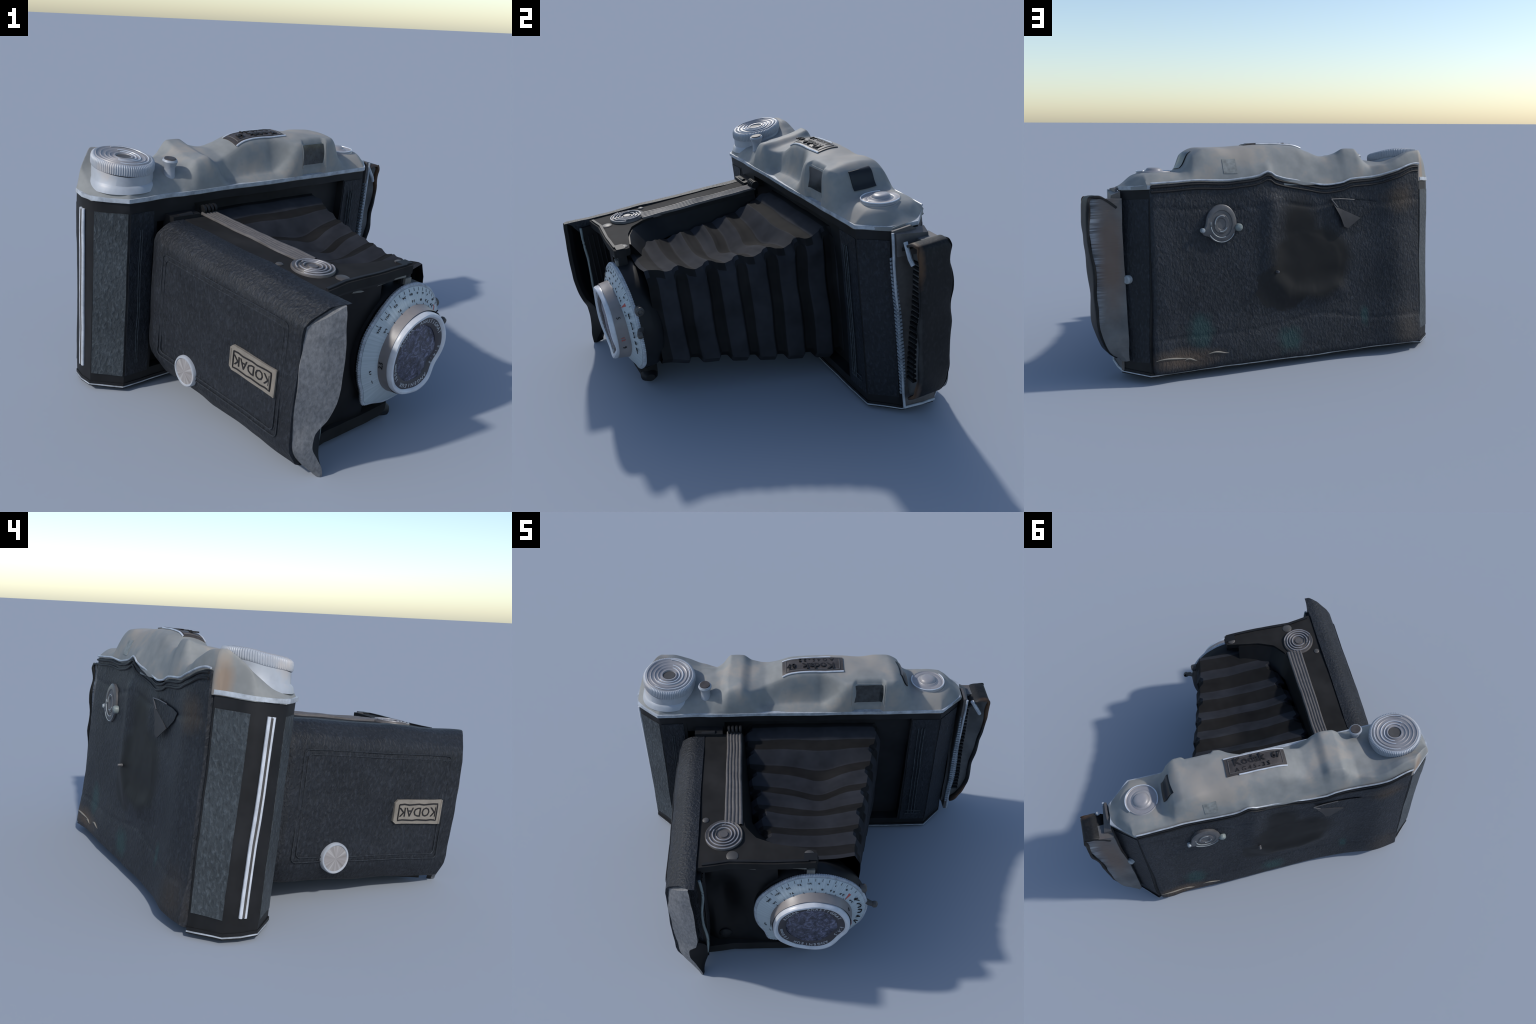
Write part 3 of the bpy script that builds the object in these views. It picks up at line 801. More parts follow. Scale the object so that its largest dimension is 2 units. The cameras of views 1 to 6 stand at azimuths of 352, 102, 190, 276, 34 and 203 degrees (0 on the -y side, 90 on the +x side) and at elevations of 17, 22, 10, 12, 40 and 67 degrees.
lathe_into(bm, [(0.260, 0.885), (0.259, 0.903), (0.248, 0.908), (0.215, 0.926), (0.190, 0.936), (0.175, 0.936)], FRONT(LU, 0, LH), 160, zmod=wob, rmod=lambda a, r, k: corner(a) if r > 0.24 else 1)
t = NT("brushed_dial_radial")
sx = t.n('ShaderNodeSeparateXYZ'); t.link(t.tc.outputs['Object'], sx.inputs[0])
ang = t.math('ARCTAN2', t.math('SUBTRACT', sx.outputs[2], LH), t.math('SUBTRACT', sx.outputs[0], LU))
cb = t.n('ShaderNodeCombineXYZ'); t.link(t.math('MULTIPLY', ang, 26.0), cb.inputs[0])
st = t.noise(1.0, 4, 0.7, cb.outputs[0])
c = t.ramp(st, [(0.25, (0.27, 0.32, 0.345)), (0.5, (0.37, 0.425, 0.455)), (0.75, (0.52, 0.57, 0.61))])
t.set(c, 0.4, 0.5); DIALM = t.m
dial = obj_from_bm("aperture_dial", bm, DIALM, shutter)
# scan-like dents of the front rim, deepest at the lower right
lw = lambda x, y, k: 0.010 * nz((x, y, 0.1), 5.5, 3) - 0.010 * math.exp(-((math.atan2(y, x) + 0.55) / 0.30) ** 2) * min(1, math.hypot(x, y) / 0.12)
bm = bm_new()
lathe_into(bm, [(0.196, 0.920), (0.196, 0.937), (0.193, 0.945), (0.189, 0.970), (0.187, 0.982)], FRONT(LU, 0, LH - 0.002), 120)
barrel = obj_from_bm("lens_barrel", bm, BARREL, shutter)
dent = lambda a, r, k: 1 + 0.016 * nz((math.cos(a), math.sin(a), 0), 2.2, 4) - 0.022 * math.exp(-((((a - math.radians(320) + math.pi) % (2*math.pi)) - math.pi) / 0.22) ** 2)
bm = bm_new()
lathe_into(bm, [(0.182, 0.972), (0.184, 0.980), (0.183, 0.994), (0.178, 1.003), (0.170, 1.005), (0.162, 1.000), (0.158, 0.992)], FRONT(LU, 0, LH - 0.004), 120, rmod=dent, zmod=lw)
obj_from_bm("front_rim", bm, RIM, barrel)
bm = bm_new()
lathe_into(bm, [(0.165, 0.993), (0.155, 0.996), (0.130, 0.992), (0.122, 0.986)], FRONT(LU, 0, LH - 0.004), 96, zmod=lw, rmod=dent)
ringo = obj_from_bm("name_ring", bm, NAME_RING, barrel)
bm = bm_new()
lathe_into(bm, [(0.127, 0.984), (0.115, 0.988), (0.09, 0.990), (0.06, 0.992), (0.03, 0.993), (0.0, 0.993)], FRONT(LU, 0, LH - 0.004), 72,
           zmod=lambda x, y, k: lw(x, y, k) + 0.010 * nz((x, y, 0), 16, 1), rmod=dent)
obj_from_bm("front_lens", bm, GLASS, barrel)

def arc_text(s, R, a0, step, size, wfun, mat, name, parent, outward=True, uc=LU, hc=LH, depth=0.0015, bold=0.0):
    """letters round the lens axis; angles in degrees clockwise as seen from the front, 0 = top"""
    bm = bm_new()
    for k, ch in enumerate(s):
        if ch == ' ': continue
        a = math.radians(a0 + step * k)
        du, dh = math.sin(a), math.cos(a)
        # seen from the front, +u is on the viewer's right
        up = (du, 0, dh) if outward else (-du, 0, -dh)
        rt = (dh, 0, -du) if outward else (-dh, 0, du)
        M = frame(uc + R*du, wfun(R*du, R*dh), hc + R*dh, rt, up, (0, 1, 0))
        text_into(bm, ch, size, M, depth, bold=bold)
    return obj_from_bm(name, bm, mat, parent, smooth=0)
dialw = lambda x, y: 0.908 + (0.248 - math.hypot(x, y)) * 0.50 + wob(x, y, 0) + 0.0005
ringw = lambda x, y: 0.9945 + lw(x, y, 0)
arc_text("KODAK", 0.224, 66, 11.5, 0.050, dialw, INK, "dial_lettering", dial)
# shutter speeds and stops
bm = bm_new()
for s, a in (("200", -58), ("100", -43), ("50", -28), ("25", -14), ("10", -3), ("5", 8), ("2", 18), ("1", 28), ("B", 44)):
    aa = math.radians(a); M = frame(LU + 0.232*math.sin(aa), dialw(0.232*math.sin(aa), 0.232*math.cos(aa)), LH + 0.232*math.cos(aa), (math.cos(aa), 0, -math.sin(aa)), (math.sin(aa), 0, math.cos(aa)), (0, 1, 0))
    text_into(bm, s, 0.022, M, 0.001)
for s, a in (("22", -55), ("16", -27), ("11", -2), ("8", 13), ("5.6", 27), ("4.5", 42), ("4.5", 62)):
    aa = math.radians(a); M = frame(LU + 0.207*math.sin(aa), dialw(0.207*math.sin(aa), 0.207*math.cos(aa)), LH + 0.207*math.cos(aa), (math.cos(aa), 0, -math.sin(aa)), (math.sin(aa), 0, math.cos(aa)), (0, 1, 0))
    text_into(bm, s, 0.024, M, 0.001)
for s, a in (("63", -105), ("m", -118)):
    aa = math.radians(a); M = frame(LU + 0.22*math.sin(aa), dialw(0.22*math.sin(aa), 0.22*math.cos(aa)), LH + 0.22*math.cos(aa), (math.cos(aa), 0, -math.sin(aa)), (math.sin(aa), 0, math.cos(aa)), (0, 1, 0))
    text_into(bm, s, 0.024, M, 0.001)
for k in range(16):     # tick marks
    aa = math.radians(-56 + k * 7.5)
    for r0, r1 in ((0.244, 0.256),) + (((0.190, 0.199),) if k % 2 == 0 else ()):
        tube_into(bm, [P(LU + r*math.sin(aa), dialw(r*math.sin(aa), r*math.cos(aa)), LH + r*math.cos(aa)) for r in (r0, r1)], 0.0012, 5)
obj_from_bm("dial_numeral", bm, INK, dial, smooth=0)
bm = bm_new()
aa = math.radians(52)
tri = [(0.196, 0.0), (0.228, -0.008), (0.228, 0.008)]
pts = [P(LU + r*math.sin(aa) + q*math.cos(aa), dialw(r*math.sin(aa), r*math.cos(aa)), LH + r*math.cos(aa) - q*math.sin(aa)) for r, q in tri]
poly_prism(bm, pts, [p + P(0, 0.002, 0) for p in pts])
obj_from_bm("red_pointer", bm, RED, dial, smooth=0)
arc_text("KODAK  ANASTIGMAT", 0.145, -60, 7.6, 0.023, ringw, WHITE, "ring_lettering", ringo, uc=LU, hc=LH-0.004)
arc_text("F:4,5", 0.143, 92, 8.0, 0.024, ringw, WHITE, "ring_lettering", ringo, uc=LU, hc=LH-0.004)
arc_text("ANGENIEUX", 0.143, 148, 8.0, 0.024, ringw, WHITE, "ring_lettering", ringo, uc=LU, hc=LH-0.004)
arc_text("100mm", 0.145, 232, 8.0, 0.024, ringw, WHITE, "ring_lettering", ringo, uc=LU, hc=LH-0.004)
# distance figures on the barrel side
bm = bm_new()
for s, a, mt in (("5", 64, 0), ("9", 112, 0), ("2,5", -95, 0)):
    aa = math.radians(a); R = 0.193
    M = frame(LU + R*math.sin(aa), 0.958, LH - 0.002 + R*math.cos(aa), (math.cos(aa), 0, -math.sin(aa)), (0, -1, 0), (math.sin(aa), 0, math.cos(aa)))
    text_into(bm, s, 0.026, M, 0.001)
obj_from_bm("barrel_figure", bm, INK, barrel, smooth=0)
bm = bm_new()
aa = math.radians(96); R = 0.193
text_into(bm, "12", 0.026, frame(LU + R*math.sin(aa), 0.958, LH - 0.002 + R*math.cos(aa), (math.cos(aa), 0, -math.sin(aa)), (0, -1, 0), (math.sin(aa), 0, math.cos(aa))), 0.001)
obj_from_bm("barrel_figure", bm, RED, barrel, smooth=0)
# shutter side hardware
bm = bm_new()
tube_into(bm, [P(0.26, 0.865, 0.49), P(0.295, 0.885, 0.482), P(0.318, 0.892, 0.478)], 0.014, 10, rfn=lambda t: 1.1 - 0.3*t)
lathe_into(bm, [(0.016, -0.01), (0.017, 0.0), (0.012, 0.01), (0, 0.013)], FRONT(0.318, 0.892, 0.478), 20)
obj_from_bm("shutter_lever", bm, RIVET, shutter)
bm = bm_new()
lathe_into(bm, [(0.022, -0.02), (0.021, 0.006), (0.012, 0.012), (0.008, 0.006), (0, 0.006)], RIGHT(0.268, 0.865, 0.568), 24)
obj_from_bm("flash_socket", bm, RIVET, shutter)

# ------------------------------------------------------------------ door (baseboard) with leather, lip and foot
SEC = [(-0.522, 0.796), (-0.548, 0.796), (-0.580, 0.787), (-0.628, 0.746), (-0.645, 0.716), (-0.651, 0.680), (-0.652, 0.46), (-0.648, 0.225), (-0.640, 0.190), (-0.600, 0.128), (-0.565, 0.112), (-0.530, 0.112)]
def section(x):
    L = [0.0]
    for a, b in zip(SEC[:-1], SEC[1:]): L.append(L[-1] + math.hypot(b[0]-a[0], b[1]-a[1]))
    d = x * L[-1]
    for i in range(len(SEC)-1):
        if d <= L[i+1] or i == len(SEC)-2: break
    f = (d - L[i]) / (L[i+1] - L[i])
    return lerp(SEC[i][0], SEC[i+1][0], f), lerp(SEC[i][1], SEC[i+1][1], f)
def door_pt(s, t):
    u, h = section(t)
    # rounded rear corners, rear edge curls in toward the body
    hc = (h - 0.48) / 0.345
    w0 = 0.018 + 0.07 * max(0, abs(hc) - 0.6) ** 2 * 4
    w1 = 0.952 + 0.080 * min(1.0, max(0.0, (u + 0.645) / 0.115)) * sstep(0.6, 0.7, h)
    w = lerp(w0, w1, s)
    top = lerp(0.010, 0.006, s) - 0.014 * s * (1 - min(1.0, max(0.0, (u + 0.645) / 0.115)))        # top edge falls toward the front
    h += top * sstep(0.5, 0.8, h)
    curl = 0.018 * (1 - sstep(0.0, 0.06, s))
    u += curl * (1 if u < -0.54 else 0) * (1 - sstep(0.68, 0.78, h))
    q = (u, w, h)
    return P(u + 0.004*nz(q, 5, 1), w, h + 0.005*nz(q, 6, 3))
bm = bm_new()
nu_, nv_ = 90, 90
vs = grid_into(bm, door_pt, nu_, nv_)
border = [vs[i][0] for i in range(nu_)] + [vs[nu_-1][j] for j in range(1, nv_)] + [vs[i][nv_-1] for i in range(nu_-2, -1, -1)] + [vs[0][j] for j in range(nv_-2, 0, -1)]
inn = [bm.verts.new((P(-0.505, 0, 0).x, v.co.y, v.co.z)) for v in border]
for k in range(len(border)):
    k2 = (k+1) % len(border); bm.faces.new((border[k], border[k2], inn[k2], inn[k]))
bm.faces.new(inn)
door = obj_from_bm("door", bm, LEATHER_DOOR, smooth=45)

# worn grey lip along the front edge, narrowing into a foot; loft over height
LIP = [  # h, u_out, w_out, u_in, w_in
    (0.800, -0.636, 0.948, -0.535, 1.036), (0.770, -0.638, 0.950, -0.530, 1.040), (0.700, -0.640, 0.953, -0.526, 1.046), (0.55, -0.646, 0.955, -0.518, 1.052),
    (0.42, -0.645, 0.955, -0.518, 1.042), (0.34, -0.640, 0.955, -0.533, 1.026), (0.27, -0.636, 0.955, -0.572, 1.008),
    (0.22, -0.630, 0.958, -0.570, 1.005), (0.17, -0.610, 0.965, -0.545, 1.010), (0.12, -0.570, 0.980, -0.522, 1.018), (0.083, -0.532, 1.004, -0.515, 1.018)]
def lip_pt(s, t):
    h = lerp(LIP[-1][0], LIP[0][0], s)
    tab = lambda c: curve(list(reversed([(r[0], r[c]) for r in LIP])), h)
    uo, wo, ui, wi = tab(1), tab(2), tab(3), tab(4)
    th = 0.028
    loop = [(uo, wo - 0.02), (uo, wo), (lerp(uo, ui, .5), lerp(wo, wi, .5) + 0.004), (ui, wi), (ui + 0.006, wi - 0.02), (ui - 0.004, wi - th - 0.015), (lerp(uo, ui, .5), lerp(wo, wi, .5) - th - 0.02)]
    kf = (1 - sstep(0.24, 0.36, h)) * sstep(0.085, 0.17, h)
    for m, (fu, fw) in ((4, (-0.487, 0.962)), (5, (-0.492, 0.925)), (6, (-0.56, 0.925))):
        loop[m] = (lerp(loop[m][0], fu, kf), lerp(loop[m][1], fw, kf))
    n = len(loop); x = t * n; i = int(x) % n; f = x - int(x)
    a, b = loop[i], loop[(i+1) % n]
    q = (lerp(a[0], b[0], f), lerp(a[1], b[1], f), h)
    # upper end is cut on the slant: low at the outer corner, high inside
    hh = h - 0.095 * (1 - min(1, max(0, (q[0] - uo) / (ui - uo + 1e-6)))) * sstep(0.55, 0.8, h)
    return P(q[0] + 0.006*nz(q, 9, 5), q[1] + 0.005*nz(q, 9, 6), hh)
bm = bm_new()
vs = grid_into(bm, lip_pt, 70, 42, False, True)
bm.faces.ensure_lookup_table()
for k, f in enumerate(bm.faces):        # the inside of the lip is bare black metal
    f.material_index = 1 if (k % 42) / 42 * 7 >= 3 else 0
bm.faces.new(vs[0]); bm.faces.new(list(reversed(vs[-1])))
lip = obj_from_bm("door_lip", bm, LEATHER_LIP, door, smooth=50)
lip.data.materials.append(BLACK_DEEP)

# inner tray wall of the door, pale edge line
bm = bm_new()
box_into(bm, -0.515, -0.485, 0.06, 0.95, 0.15, 0.765)
bevel_all(bm, 0.006, 2)
obj_from_bm("door_lining", bm, BLACK_DEEP, door)
bm = bm_new()
tube_into(bm, [P(-0.49 + 0.008*math.sin(k*.35), 0.955 + 0.004*math.sin(k*.45), lerp(0.765, 0.19, k/28)) for k in range(29)], 0.007, 8)
obj_from_bm("door_edge_strip", bm, PALE_GREEN, door)
bm = bm_new()
for k in range(5):
    tube_into(bm, [P(-0.483, 0.83 + 0.024*k, 0.72), P(-0.483, 0.83 + 0.024*k, 0.2)], 0.004, 6)
obj_from_bm("door_rib", bm, BLACK, door)

# embossed double frame on the door face
bm = bm_new()
for d in (0.0, 0.02):
    rr = rounded_rect(0.115 + d, 0.885 - d, 0.225 + d, 0.695 - d, 0.02, 3)
    tube_into(bm, [P(-0.6515, w, h) for w, h in rr] + [P(-0.6515, *rr[0])], 0.0026, 6, upv=Vector((1, 0, 0)))
obj_from_bm("embossed_frame", bm, m_leather("embossed_leather", base=(0.020, 0.023, 0.028), grain=0.5), door)

# name plate on the door
bm = bm_new()
pl = [(0.600, 0.485), (0.615, 0.499), (0.858, 0.499), (0.862, 0.390), (0.615, 0.390), (0.600, 0.403)]
poly_prism(bm, [P(-0.648, w, h) for w, h in pl], [P(-0.662, w, h) for w, h in pl])
bevel_all(bm, 0.003, 2)
nameplate = obj_from_bm("name_plate", bm, BRASS, door)
bm = bm_new()
fr = [(0.624, 0.478), (0.838, 0.480), (0.840, 0.408), (0.622, 0.406)]
loopf = []
for k in range(4):
    a, b = fr[k], fr[(k+1) % 4]
    loopf += [P(-0.6625, lerp(a[0], b[0], x/8), lerp(a[1], b[1], x/8) + 0.002*math.sin(x*2.1)) for x in range(8)]
tube_into(bm, loopf + [loopf[0]], 0.0034, 6, upv=Vector((1, 0, 0)))
text_into(bm, "KODAK", 0.060, frame(-0.6625, 0.731, 0.447, (0, -1, 0), (0, 0, -1), (-1, 0, 0)), 0.002, bold=0.0)
obj_from_bm("plate_lettering", bm, INK, nameplate, smooth=0)
bm = bm_new()
tube_into(bm, [P(-0.662, 0.861, 0.392), P(-0.662, 0.859, 0.497)], 0.004, 6)
tube_into(bm, [P(-0.6625, 0.833, 0.41), P(-0.6625, 0.832, 0.476)], 0.0025, 6)
tube_into(bm, [P(-0.662, 0.604, 0.408), P(-0.662, 0.606, 0.482)], 0.0035, 6)
obj_from_bm("plate_edge", bm, BRASS, nameplate)

# tripod socket cap on the door
M = LEFT(-0.648, 0.327, 0.240)
bm = bm_new(); lathe_into(bm, [(0.068, -0.01), (0.068, 0.010), (0.064, 0.016), (0.058, 0.016), (0.055, 0.011)], M, 64)
cap = obj_from_bm("socket_ring", bm, CHROME, door)
t = NT("spun_steel")
sx = t.n('ShaderNodeSeparateXYZ'); t.link(t.tc.outputs['Object'], sx.inputs[0])
ang = t.math('ARCTAN2', t.math('SUBTRACT', sx.outputs[2], 0.240), t.math('ADD', sx.outputs[1], 0.327))
cb = t.n('ShaderNodeCombineXYZ'); t.link(t.math('MULTIPLY', ang, 2.2), cb.inputs[0])
c = t.ramp(t.noise(1.0, 3, 0.6, cb.outputs[0]), [(0.3, (0.17, 0.155, 0.145)), (0.5, (0.27, 0.255, 0.255)), (0.7, (0.40, 0.39, 0.385))])
t.set(c, 0.35, 0.5, 0.15); SPUN = t.m
bm = bm_new(); lathe_into(bm, [(0.058, 0.004), (0.056, 0.013), (0.03, 0.015), (0.0, 0.016)], M, 64)
obj_from_bm("socket_cap", bm, SPUN, cap)

# ------------------------------------------------------------------ upper wing plate, strut and spiral boss
def plate_h(w): return lerp(0.806, 0.793, w / 0.9)
bm = bm_new()
out = [(-0.498, 0.03), (-0.498, 0.902), (-0.49, 0.902), (-0.36, 0.884), (-0.10, 0.892), (0.03, 0.888), (0.045, 0.86), (0.035, 0.815), (-0.03, 0.80), (-0.15, 0.775), (-0.235, 0.735), (-0.285, 0.67), (-0.30, 0.60), (-0.302, 0.03)]
poly_prism(bm, [P(u, w, plate_h(w) - 0.035) for u, w in out], [P(u, w, plate_h(w)) for u, w in out])
bevel_all(bm, 0.008, 2)
wing = obj_from_bm("wing_plate", bm, PLATE)
bm = bm_new()
poly_prism(bm, [P(-0.548, 0.03, 0.76), P(-0.548, 0.90, 0.752), P(-0.496, 0.90, 0.755), P(-0.496, 0.03, 0.765)],
           [P(-0.548, 0.03, plate_h(0.03) - 0.020), P(-0.548, 0.90, plate_h(0.9) - 0.018), P(-0.496, 0.90, plate_h(0.9) - 0.001), P(-0.496, 0.03, plate_h(0.03) - 0.001)])
obj_from_bm("plate_edge", bm, PLATE, wing)
# added wall under the plate's inner edge, filling the shaded gap as scanned
bm = bm_new()
sk = [(-0.304, 0.03), (-0.303, 0.58), (-0.288, 0.66), (-0.238, 0.728), (-0.152, 0.768), (-0.03, 0.793)]
so = [(0.02, 0.0), (0.045, -0.03), (0.06, -0.05), (0.06, -0.06), (0.04, -0.06), (0.01, -0.055)]
ps = [P(u, w, plate_h(w) - 0.012) for u, w in sk]; pb = [P(u + a, w + b, 0.69) for (u, w), (a, b) in zip(sk, so)]
pi = [P(u - 0.03, w + 0.02, plate_h(w) - 0.012) for u, w in sk]; pj = [P(u - 0.03, w + 0.02, 0.69) for u, w in sk]
rows = [[bm.verts.new(p) for p in r] for r in (ps, pb, pj, pi)]
for k in range(len(sk) - 1):
    for r in range(4):
        A, B = rows[r], rows[(r + 1) % 4]
        bm.faces.new((A[k], A[k+1], B[k+1], B[k]))
bm.faces.new([r[0] for r in rows]); bm.faces.new([r[-1] for r in reversed(rows)])
obj_from_bm("plate_gap_fill", bm, BLACK_DEEP, wing)
# hanging front flange
bm = bm_new()
fl = [(-0.48, 0.893), (-0.36, 0.876), (-0.10, 0.884), (0.0, 0.882)]
poly_prism(bm, [P(u, w, 0.745) for u, w in fl] + [P(u, w - 0.012, 0.745) for u, w in reversed(fl)], [P(u, w, 0.80) for u, w in fl] + [P(u, w - 0.012, 0.80) for u, w in reversed(fl)])
obj_from_bm("front_flange", bm, BLACK, wing)

def rib_profile(s):   # ribbed strut cross-section height
    return 0.006 + 0.005 * abs(math.sin(math.pi * 5 * s))
def strut_pt(s, t):
    w = lerp(0.02, 0.66, s)
    wid = 0.04 + 0.004 * sstep(0.5, 1, s)
    cu = lerp(-0.349, -0.342, s)
    u = cu + lerp(-wid, wid, t)
    h = plate_h(w) + rib_profile(t) + 0.002 * nz((u, w, 0), 12)
    if t < 0.001 or t > 0.999: h = plate_h(w) - 0.005
    return P(u, w, h)
bm = bm_new()
vs = grid_into(bm, strut_pt, 40, 61)
strut = obj_from_bm("strut", bm, STEEL, wing, smooth=50)
prof = [(0.090, -0.012), (0.090, 0.006), (0.086, 0.011), (0.080, 0.008)]
for r in (0.070, 0.054, 0.038):
    prof += [(r + 0.004, 0.007), (r, 0.013), (r - 0.005, 0.007)]
prof += [(0.022, 0.007), (0.019, 0.013), (0.0, 0.012)]
M = UP(-0.384, 0.722, plate_h(0.72))
bm = bm_new(); lathe_into(bm, prof, M, 72)
spiral = obj_from_bm("spiral_boss", bm, STEEL, wing)
bm = bm_new()
for r, a0, a1 in ((0.086, 200, 345), (0.070, 195, 530), (0.054, 150, 470), (0.038, 200, 500)):
    tube_into(bm, [M @ Vector((r*math.cos(math.radians(d)), r*math.sin(math.radians(d)), 0.0125 if r < .08 else 0.010)) for d in range(a0, a1, 8)], 0.0030, 6)
obj_from_bm("spiral_ring", bm, STEEL_LINE, spiral)
for (uu, ww, rr) in ((-0.343, 0.842, 0.027), (0.004, 0.838, 0.022), (-0.475, 0.625, 0.016)):
    bm = bm_new()
    lathe_into(bm, [(rr, -0.01), (rr, 0.002), (rr*0.8, 0.005), (0, 0.006)], UP(uu, ww, plate_h(ww)), 32)
    obj_from_bm("rivet", bm, RIVET, wing)
# rear hinge of the strut
bm = bm_new()
for k in range(4):
    lathe_into(bm, [(0.0, -0.006), (0.020, -0.006), (0.022, 0.0), (0.020, 0.006), (0.0, 0.006)], RIGHT(-0.375 + 0.020*k, 0.018, 0.826), 20)
tube_into(bm, [P(-0.52, 0.03, 0.815), P(-0.45, 0.03, 0.82)], 0.012, 10)
obj_from_bm("hinge", bm, BLACK, wing)
# pale wire and tab between plate and shutter
bm = bm_new()
tube_into(bm, [P(-0.30, 0.86, 0.735), P(-0.22, 0.865, 0.728), P(-0.14, 0.87, 0.742), P(-0.06, 0.88, 0.752), P(-0.01, 0.884, 0.752)], 0.006, 8)
box_into(bm, -0.008, 0.03, 0.865, 0.888, 0.715, 0.742)
obj_from_bm("cable_release", bm, m_plain("pale_wire", (0.17, 0.165, 0.15), 0.5, 0.3), wing)
bm = bm_new()
box_into(bm, -0.02, 0.04, 0.835, 0.876, 0.70, 0.80)
bevel_all(bm, 0.008, 2)
obj_from_bm("release_block", bm, BLACK, wing)

# lower wing plate and its blunt foot
bm = bm_new()
out = [(-0.545, 0.05), (-0.545, 0.90), (-0.49, 0.90), (-0.36, 0.882), (-0.10, 0.885), (0.02, 0.880), (0.05, 0.85), (0.04, 0.80), (-0.05, 0.785), (-0.25, 0.76), (-0.30, 0.60), (-0.302, 0.05)]
poly_prism(bm, [P(u, w, 0.095 + 0.05 * (1 - w/0.9)) for u, w in out], [P(u, w, 0.150 + 0.02 * (1 - w/0.9)) for u, w in out])
bevel_all(bm, 0.012, 3)
low = obj_from_bm("lower_wing_plate", bm, PLATE)
bm = bm_new()
tube_into(bm, [P(-0.12, 0.835, 0.125), P(-0.03, 0.84, 0.112), P(0.045, 0.845, 0.098), P(0.07, 0.845, 0.10)], 0.042, 14, flat=0.75, rfn=lambda t: (0.8, 0.9, 1.0, 0.55)[int(round(t*3))])
obj_from_bm("blunt_foot", bm, BLACK, low, smooth=180)
bm = bm_new()
lathe_into(bm, [(0.035, -0.02), (0.034, 0.01), (0.02, 0.02), (0, 0.022)], FRONT(-0.40, 0.84, 0.19), 24)
obj_from_bm("stud_or_glint", bm, BLACK, low)
# dark sheet closing the deeper recess between door and shutter, as scanned
bm = bm_new()
def recess_pt(a, b):
    u, h = lerp(-0.50, -0.14, a), lerp(0.12, 0.785, b)
    hollow = math.exp(-((h - 0.46) / 0.20) ** 2 - ((u + 0.41) / 0.09) ** 2)
    return P(u, 0.862 + 0.012 * sstep(-0.3, -0.2, u) - 0.085 * hollow - 0.03 * (1 - sstep(-0.5, -0.44, u)), h)
grid_into(bm, recess_pt, 20, 28)
obj_from_bm("recess_sheet", bm, BLACK_DEEP)

# ------------------------------------------------------------------ carrying strap on the right end
bm = bm_new()
fr = [(-0.108, 0.045), (-0.108, 0.900), (-0.20, 0.905), (-0.272, 0.84), (-0.272, 0.035)]
poly_prism(bm, [P(0.872 + 0.018*(1-h/.9), w, h) for w, h in fr], [P(0.884 + 0.018*(1-h/.9), w, h) for w, h in fr])
bevel_all(bm, 0.003, 2)
endp = obj_from_bm("end_plate", bm, STEEL)
bm = bm_new()
tube_into(bm, [P(0.890 + 0.016*(1-k/12), -0.106, lerp(0.05, 0.895, k/12)) for k in range(13)], 0.006, 8)
tube_into(bm, [P(0.905, -0.106, 0.052), P(0.905, -0.20, 0.04), P(0.900, -0.27, 0.035)], 0.006, 8)
obj_from_bm("end_plate_edge", bm, DULL_TRIM, endp)
bm = bm_new()
for k in range(38):
    h = lerp(0.12, 0.77, k/37); uu = 0.886 + 0.018*(1-h/.9)
    k2 = math.sin(math.pi * min(1, max(0.02, (h - 0.08) / 0.72)) ** 0.8)
    box_into(bm, uu - 0.016, uu - 0.016 + 0.028 * k2 + 0.002, -0.118, -0.098, h, h + 0.011)
o = obj_from_bm("ribbed_edge", bm, RIB, endp, smooth=0); o["kind"] = "stuff"
bm = bm_new()
for k in range(24):
    h = lerp(0.20, 0.74, k/23); uu = 0.884 + 0.018*(1-h/.9)
    fw = lerp(-0.128, -0.205, sstep(0.1, 0.8, h))
    box_into(bm, uu + 0.004, uu + 0.055, fw - 0.02, fw + 0.006, h, h + 0.012)
o = obj_from_bm("end_plate_rib", bm, BLACK, endp, smooth=0); o["kind"] = "stuff"
# top clip where the strap enters
bm = bm_new()
a = [P(0.872, w, h) for w, h in ((-0.112, 0.79), (-0.112, 0.895), (-0.27, 0.885), (-0.27, 0.79))]
b = [P(0.905, -0.118, 0.79), P(0.895, -0.118, 0.888), P(0.915, -0.262, 0.87), P(0.925, -0.262, 0.79)]
poly_prism(bm, a, b); bevel_all(bm, 0.006, 2)
obj_from_bm("strap_clip", bm, STEEL, endp)

# strap: a thick band arched away from the end, its path in (u, h)
STRAP_PATH = [(0.890, 0.815), (0.935, 0.848), (0.980, 0.870), (1.016, 0.866), (1.034, 0.83), (1.038, 0.75), (1.030, 0.65), (1.020, 0.52), (1.014, 0.40), (1.012, 0.28), (0.994, 0.19), (0.965, 0.125), (0.922, 0.095)]
def along(s):
    x = s * (len(STRAP_PATH) - 1)
    return (curve([(i, p[0]) for i, p in enumerate(STRAP_PATH)], x), curve([(i, p[1]) for i, p in enumerate(STRAP_PATH)], x))
def strap_pt(s, t):
    u, h = along(s)
    u2, h2 = along(min(1, s + 0.01)); u1, h1 = along(max(0, s - 0.01))
    tu, th = u2 - u1, h2 - h1; L = math.hypot(tu, th) or 1
    nu_, nh_ = -th / L, tu / L     # outward normal
    if nu_ < 0 and s > 0.3: nu_, nh_ = -nu_, -nh_
    thick = 0.016 + 0.010 * nz((s * 9, 2, 0), 1.0, 3)
    loop = rounded_rect(-0.078, 0.078, -thick, 0.0, 0.012, 3)
    n = len(loop); a, d = loop[int(t * n) % n]
    w = -0.215 + a * (1 + 0.12 * nz((s * 14, 7, 0), 1.0)) + 0.02 * sstep(0.5, 1, s)
    q = (u, w, h)
    return P(u + nu_ * d + 0.006*nz(q, 8, 1), w + 0.006*nz(q, 9, 4), h + nh_ * d)
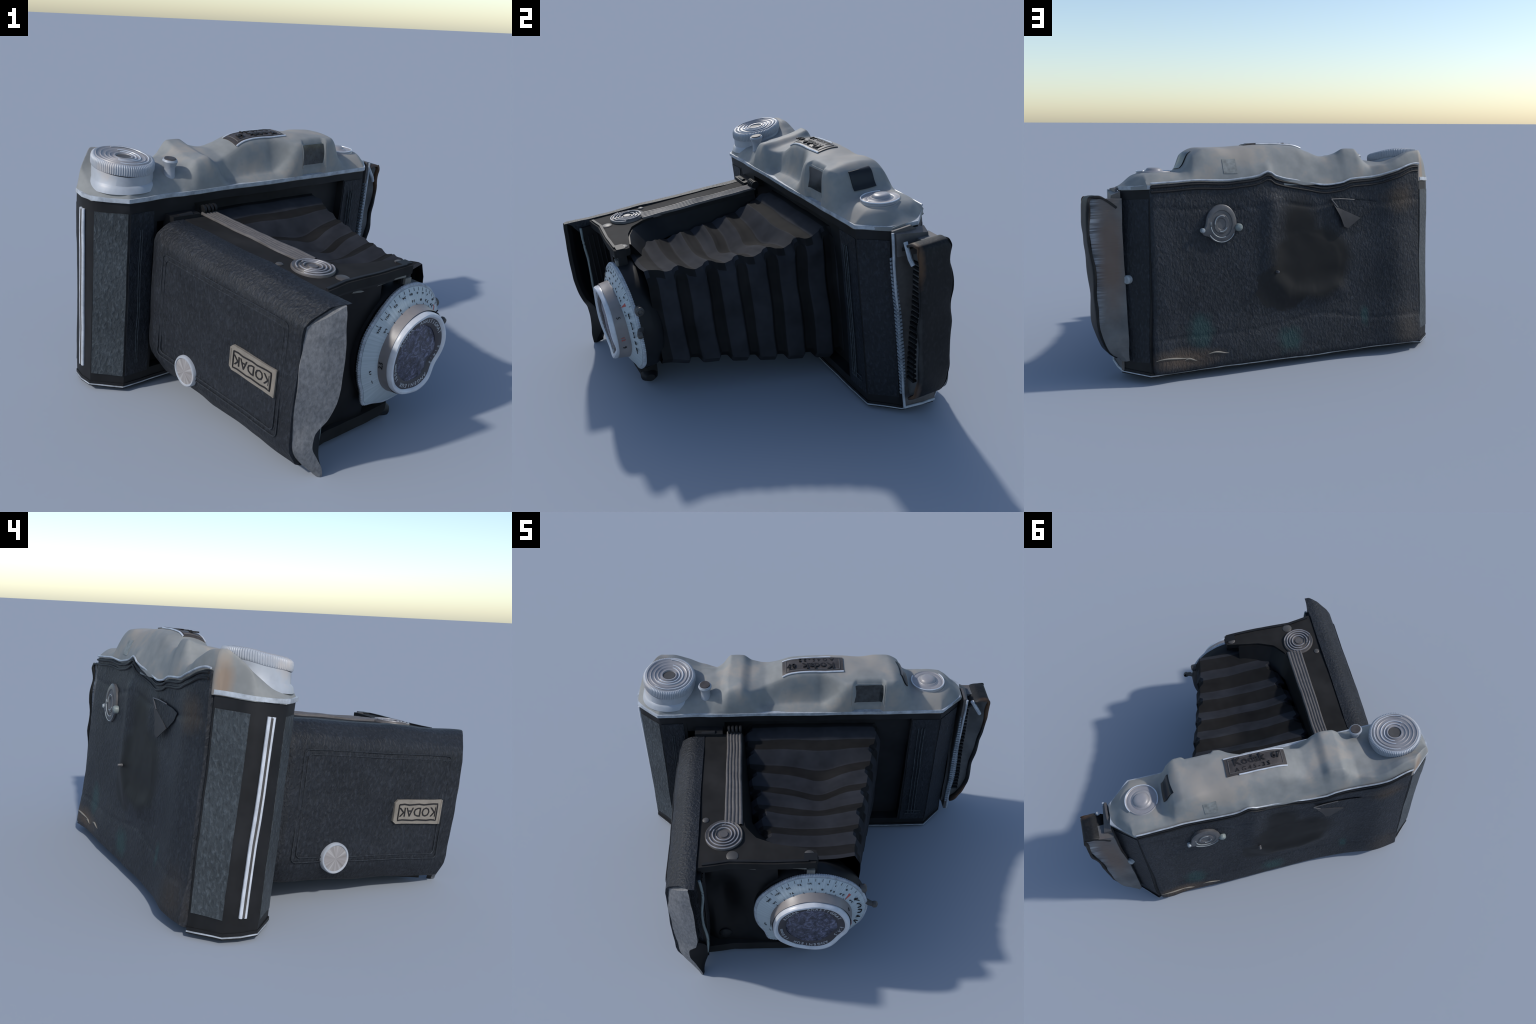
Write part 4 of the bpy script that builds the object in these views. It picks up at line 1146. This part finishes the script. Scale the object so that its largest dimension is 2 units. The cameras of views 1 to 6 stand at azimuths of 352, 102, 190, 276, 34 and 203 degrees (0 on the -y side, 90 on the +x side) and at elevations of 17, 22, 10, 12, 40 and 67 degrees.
bm = bm_new()
vs = grid_into(bm, strap_pt, 70, 16, False, True)
bm.faces.new(vs[0]); bm.faces.new(list(reversed(vs[-1])))
strap = obj_from_bm("carrying_strap", bm, STRAP, smooth=60)
# solid filler closing the gap behind the strap, as the scan does
def strap_fill_pt(s, t):
    h = lerp(0.085, 0.855, s)
    uo = curve(sorted([(p[1], p[0]) for p in STRAP_PATH[4:]] + [(0.87, 1.02), (0.05, 0.905)]), h) - 0.012
    hw0 = lerp(-0.165, -0.150, s)
    fw = lerp(-0.128, -0.205, sstep(0.1, 0.8, h))
    loop = [(0.87, fw), (lerp(0.87, uo, .5), fw - 0.006), (uo, -0.155), (uo + 0.004, -0.215), (uo, -0.280 - 0.02 * (1 - sstep(0.1, 0.35, h))), (lerp(0.87, uo, .5), -0.288 - 0.03 * (1 - sstep(0.1, 0.35, h))), (0.87, -0.29 - 0.02 * (1 - sstep(0.1, 0.35, h)))]
    n = len(loop); x = t * n; i = int(x) % n; f = x - int(x)
    a, b = loop[i], loop[(i+1) % n]
    q = (lerp(a[0], b[0], f), lerp(a[1], b[1], f), h)
    return P(q[0] + 0.004*nz(q, 9, 4), q[1] + 0.008*nz(q, 10, 5), h)
bm = bm_new()
vs = grid_into(bm, strap_fill_pt, 50, 42, False, True)
bm.faces.new(vs[0]); bm.faces.new(list(reversed(vs[-1])))
obj_from_bm("strap_gap_fill", bm, STRAP_FILL, strap, smooth=60)
bm = bm_new()
tube_into(bm, [P(0.93, -0.14, 0.86), P(0.97, -0.135, 0.80), P(0.985, -0.14, 0.775)], 0.010, 8)
obj_from_bm("strap_buckle", bm, DULL_TRIM, strap)

# ------------------------------------------------------------------ slight coherent unevenness of the whole old object
def uneven(c):
    a, b = 0.0042, 0.0016
    return Vector((a * nz(c, 4.5, 31) + b * nz(c, 15, 41), a * nz(c, 4.5, 53) + b * nz(c, 15, 63), a * nz(c, 4.5, 75) + b * nz(c, 15, 85)))
done = set()
for ob in [o for o in SC.objects if o.type == 'MESH']:
    me = ob.data
    if me.name in done: continue
    done.add(me.name)
    flat = "lettering" in ob.name or "numeral" in ob.name or "figure" in ob.name
    if not flat:
        bm = bm_new(); bm.from_mesh(me)
        if max((e.calc_length() for e in bm.edges), default=0) > 0.12 and len(bm.faces) < 3000:
            bmesh.ops.triangulate(bm, faces=[f for f in bm.faces if len(f.verts) > 4])
            for _ in range(5):
                long = [e for e in bm.edges if e.calc_length() > 0.06]
                if not long: break
                bmesh.ops.subdivide_edges(bm, edges=long, cuts=1, use_grid_fill=True)
            bmesh.ops.triangulate(bm, faces=[f for f in bm.faces if len(f.verts) > 4])
        bm.to_mesh(me); bm.free()
    for v in me.vertices: v.co += uneven(v.co)
    if not flat: me.set_sharp_from_angle(angle=math.radians(42))
for ob in list(SC.objects):
    if ob.type == 'MESH':
        ob.data.validate()
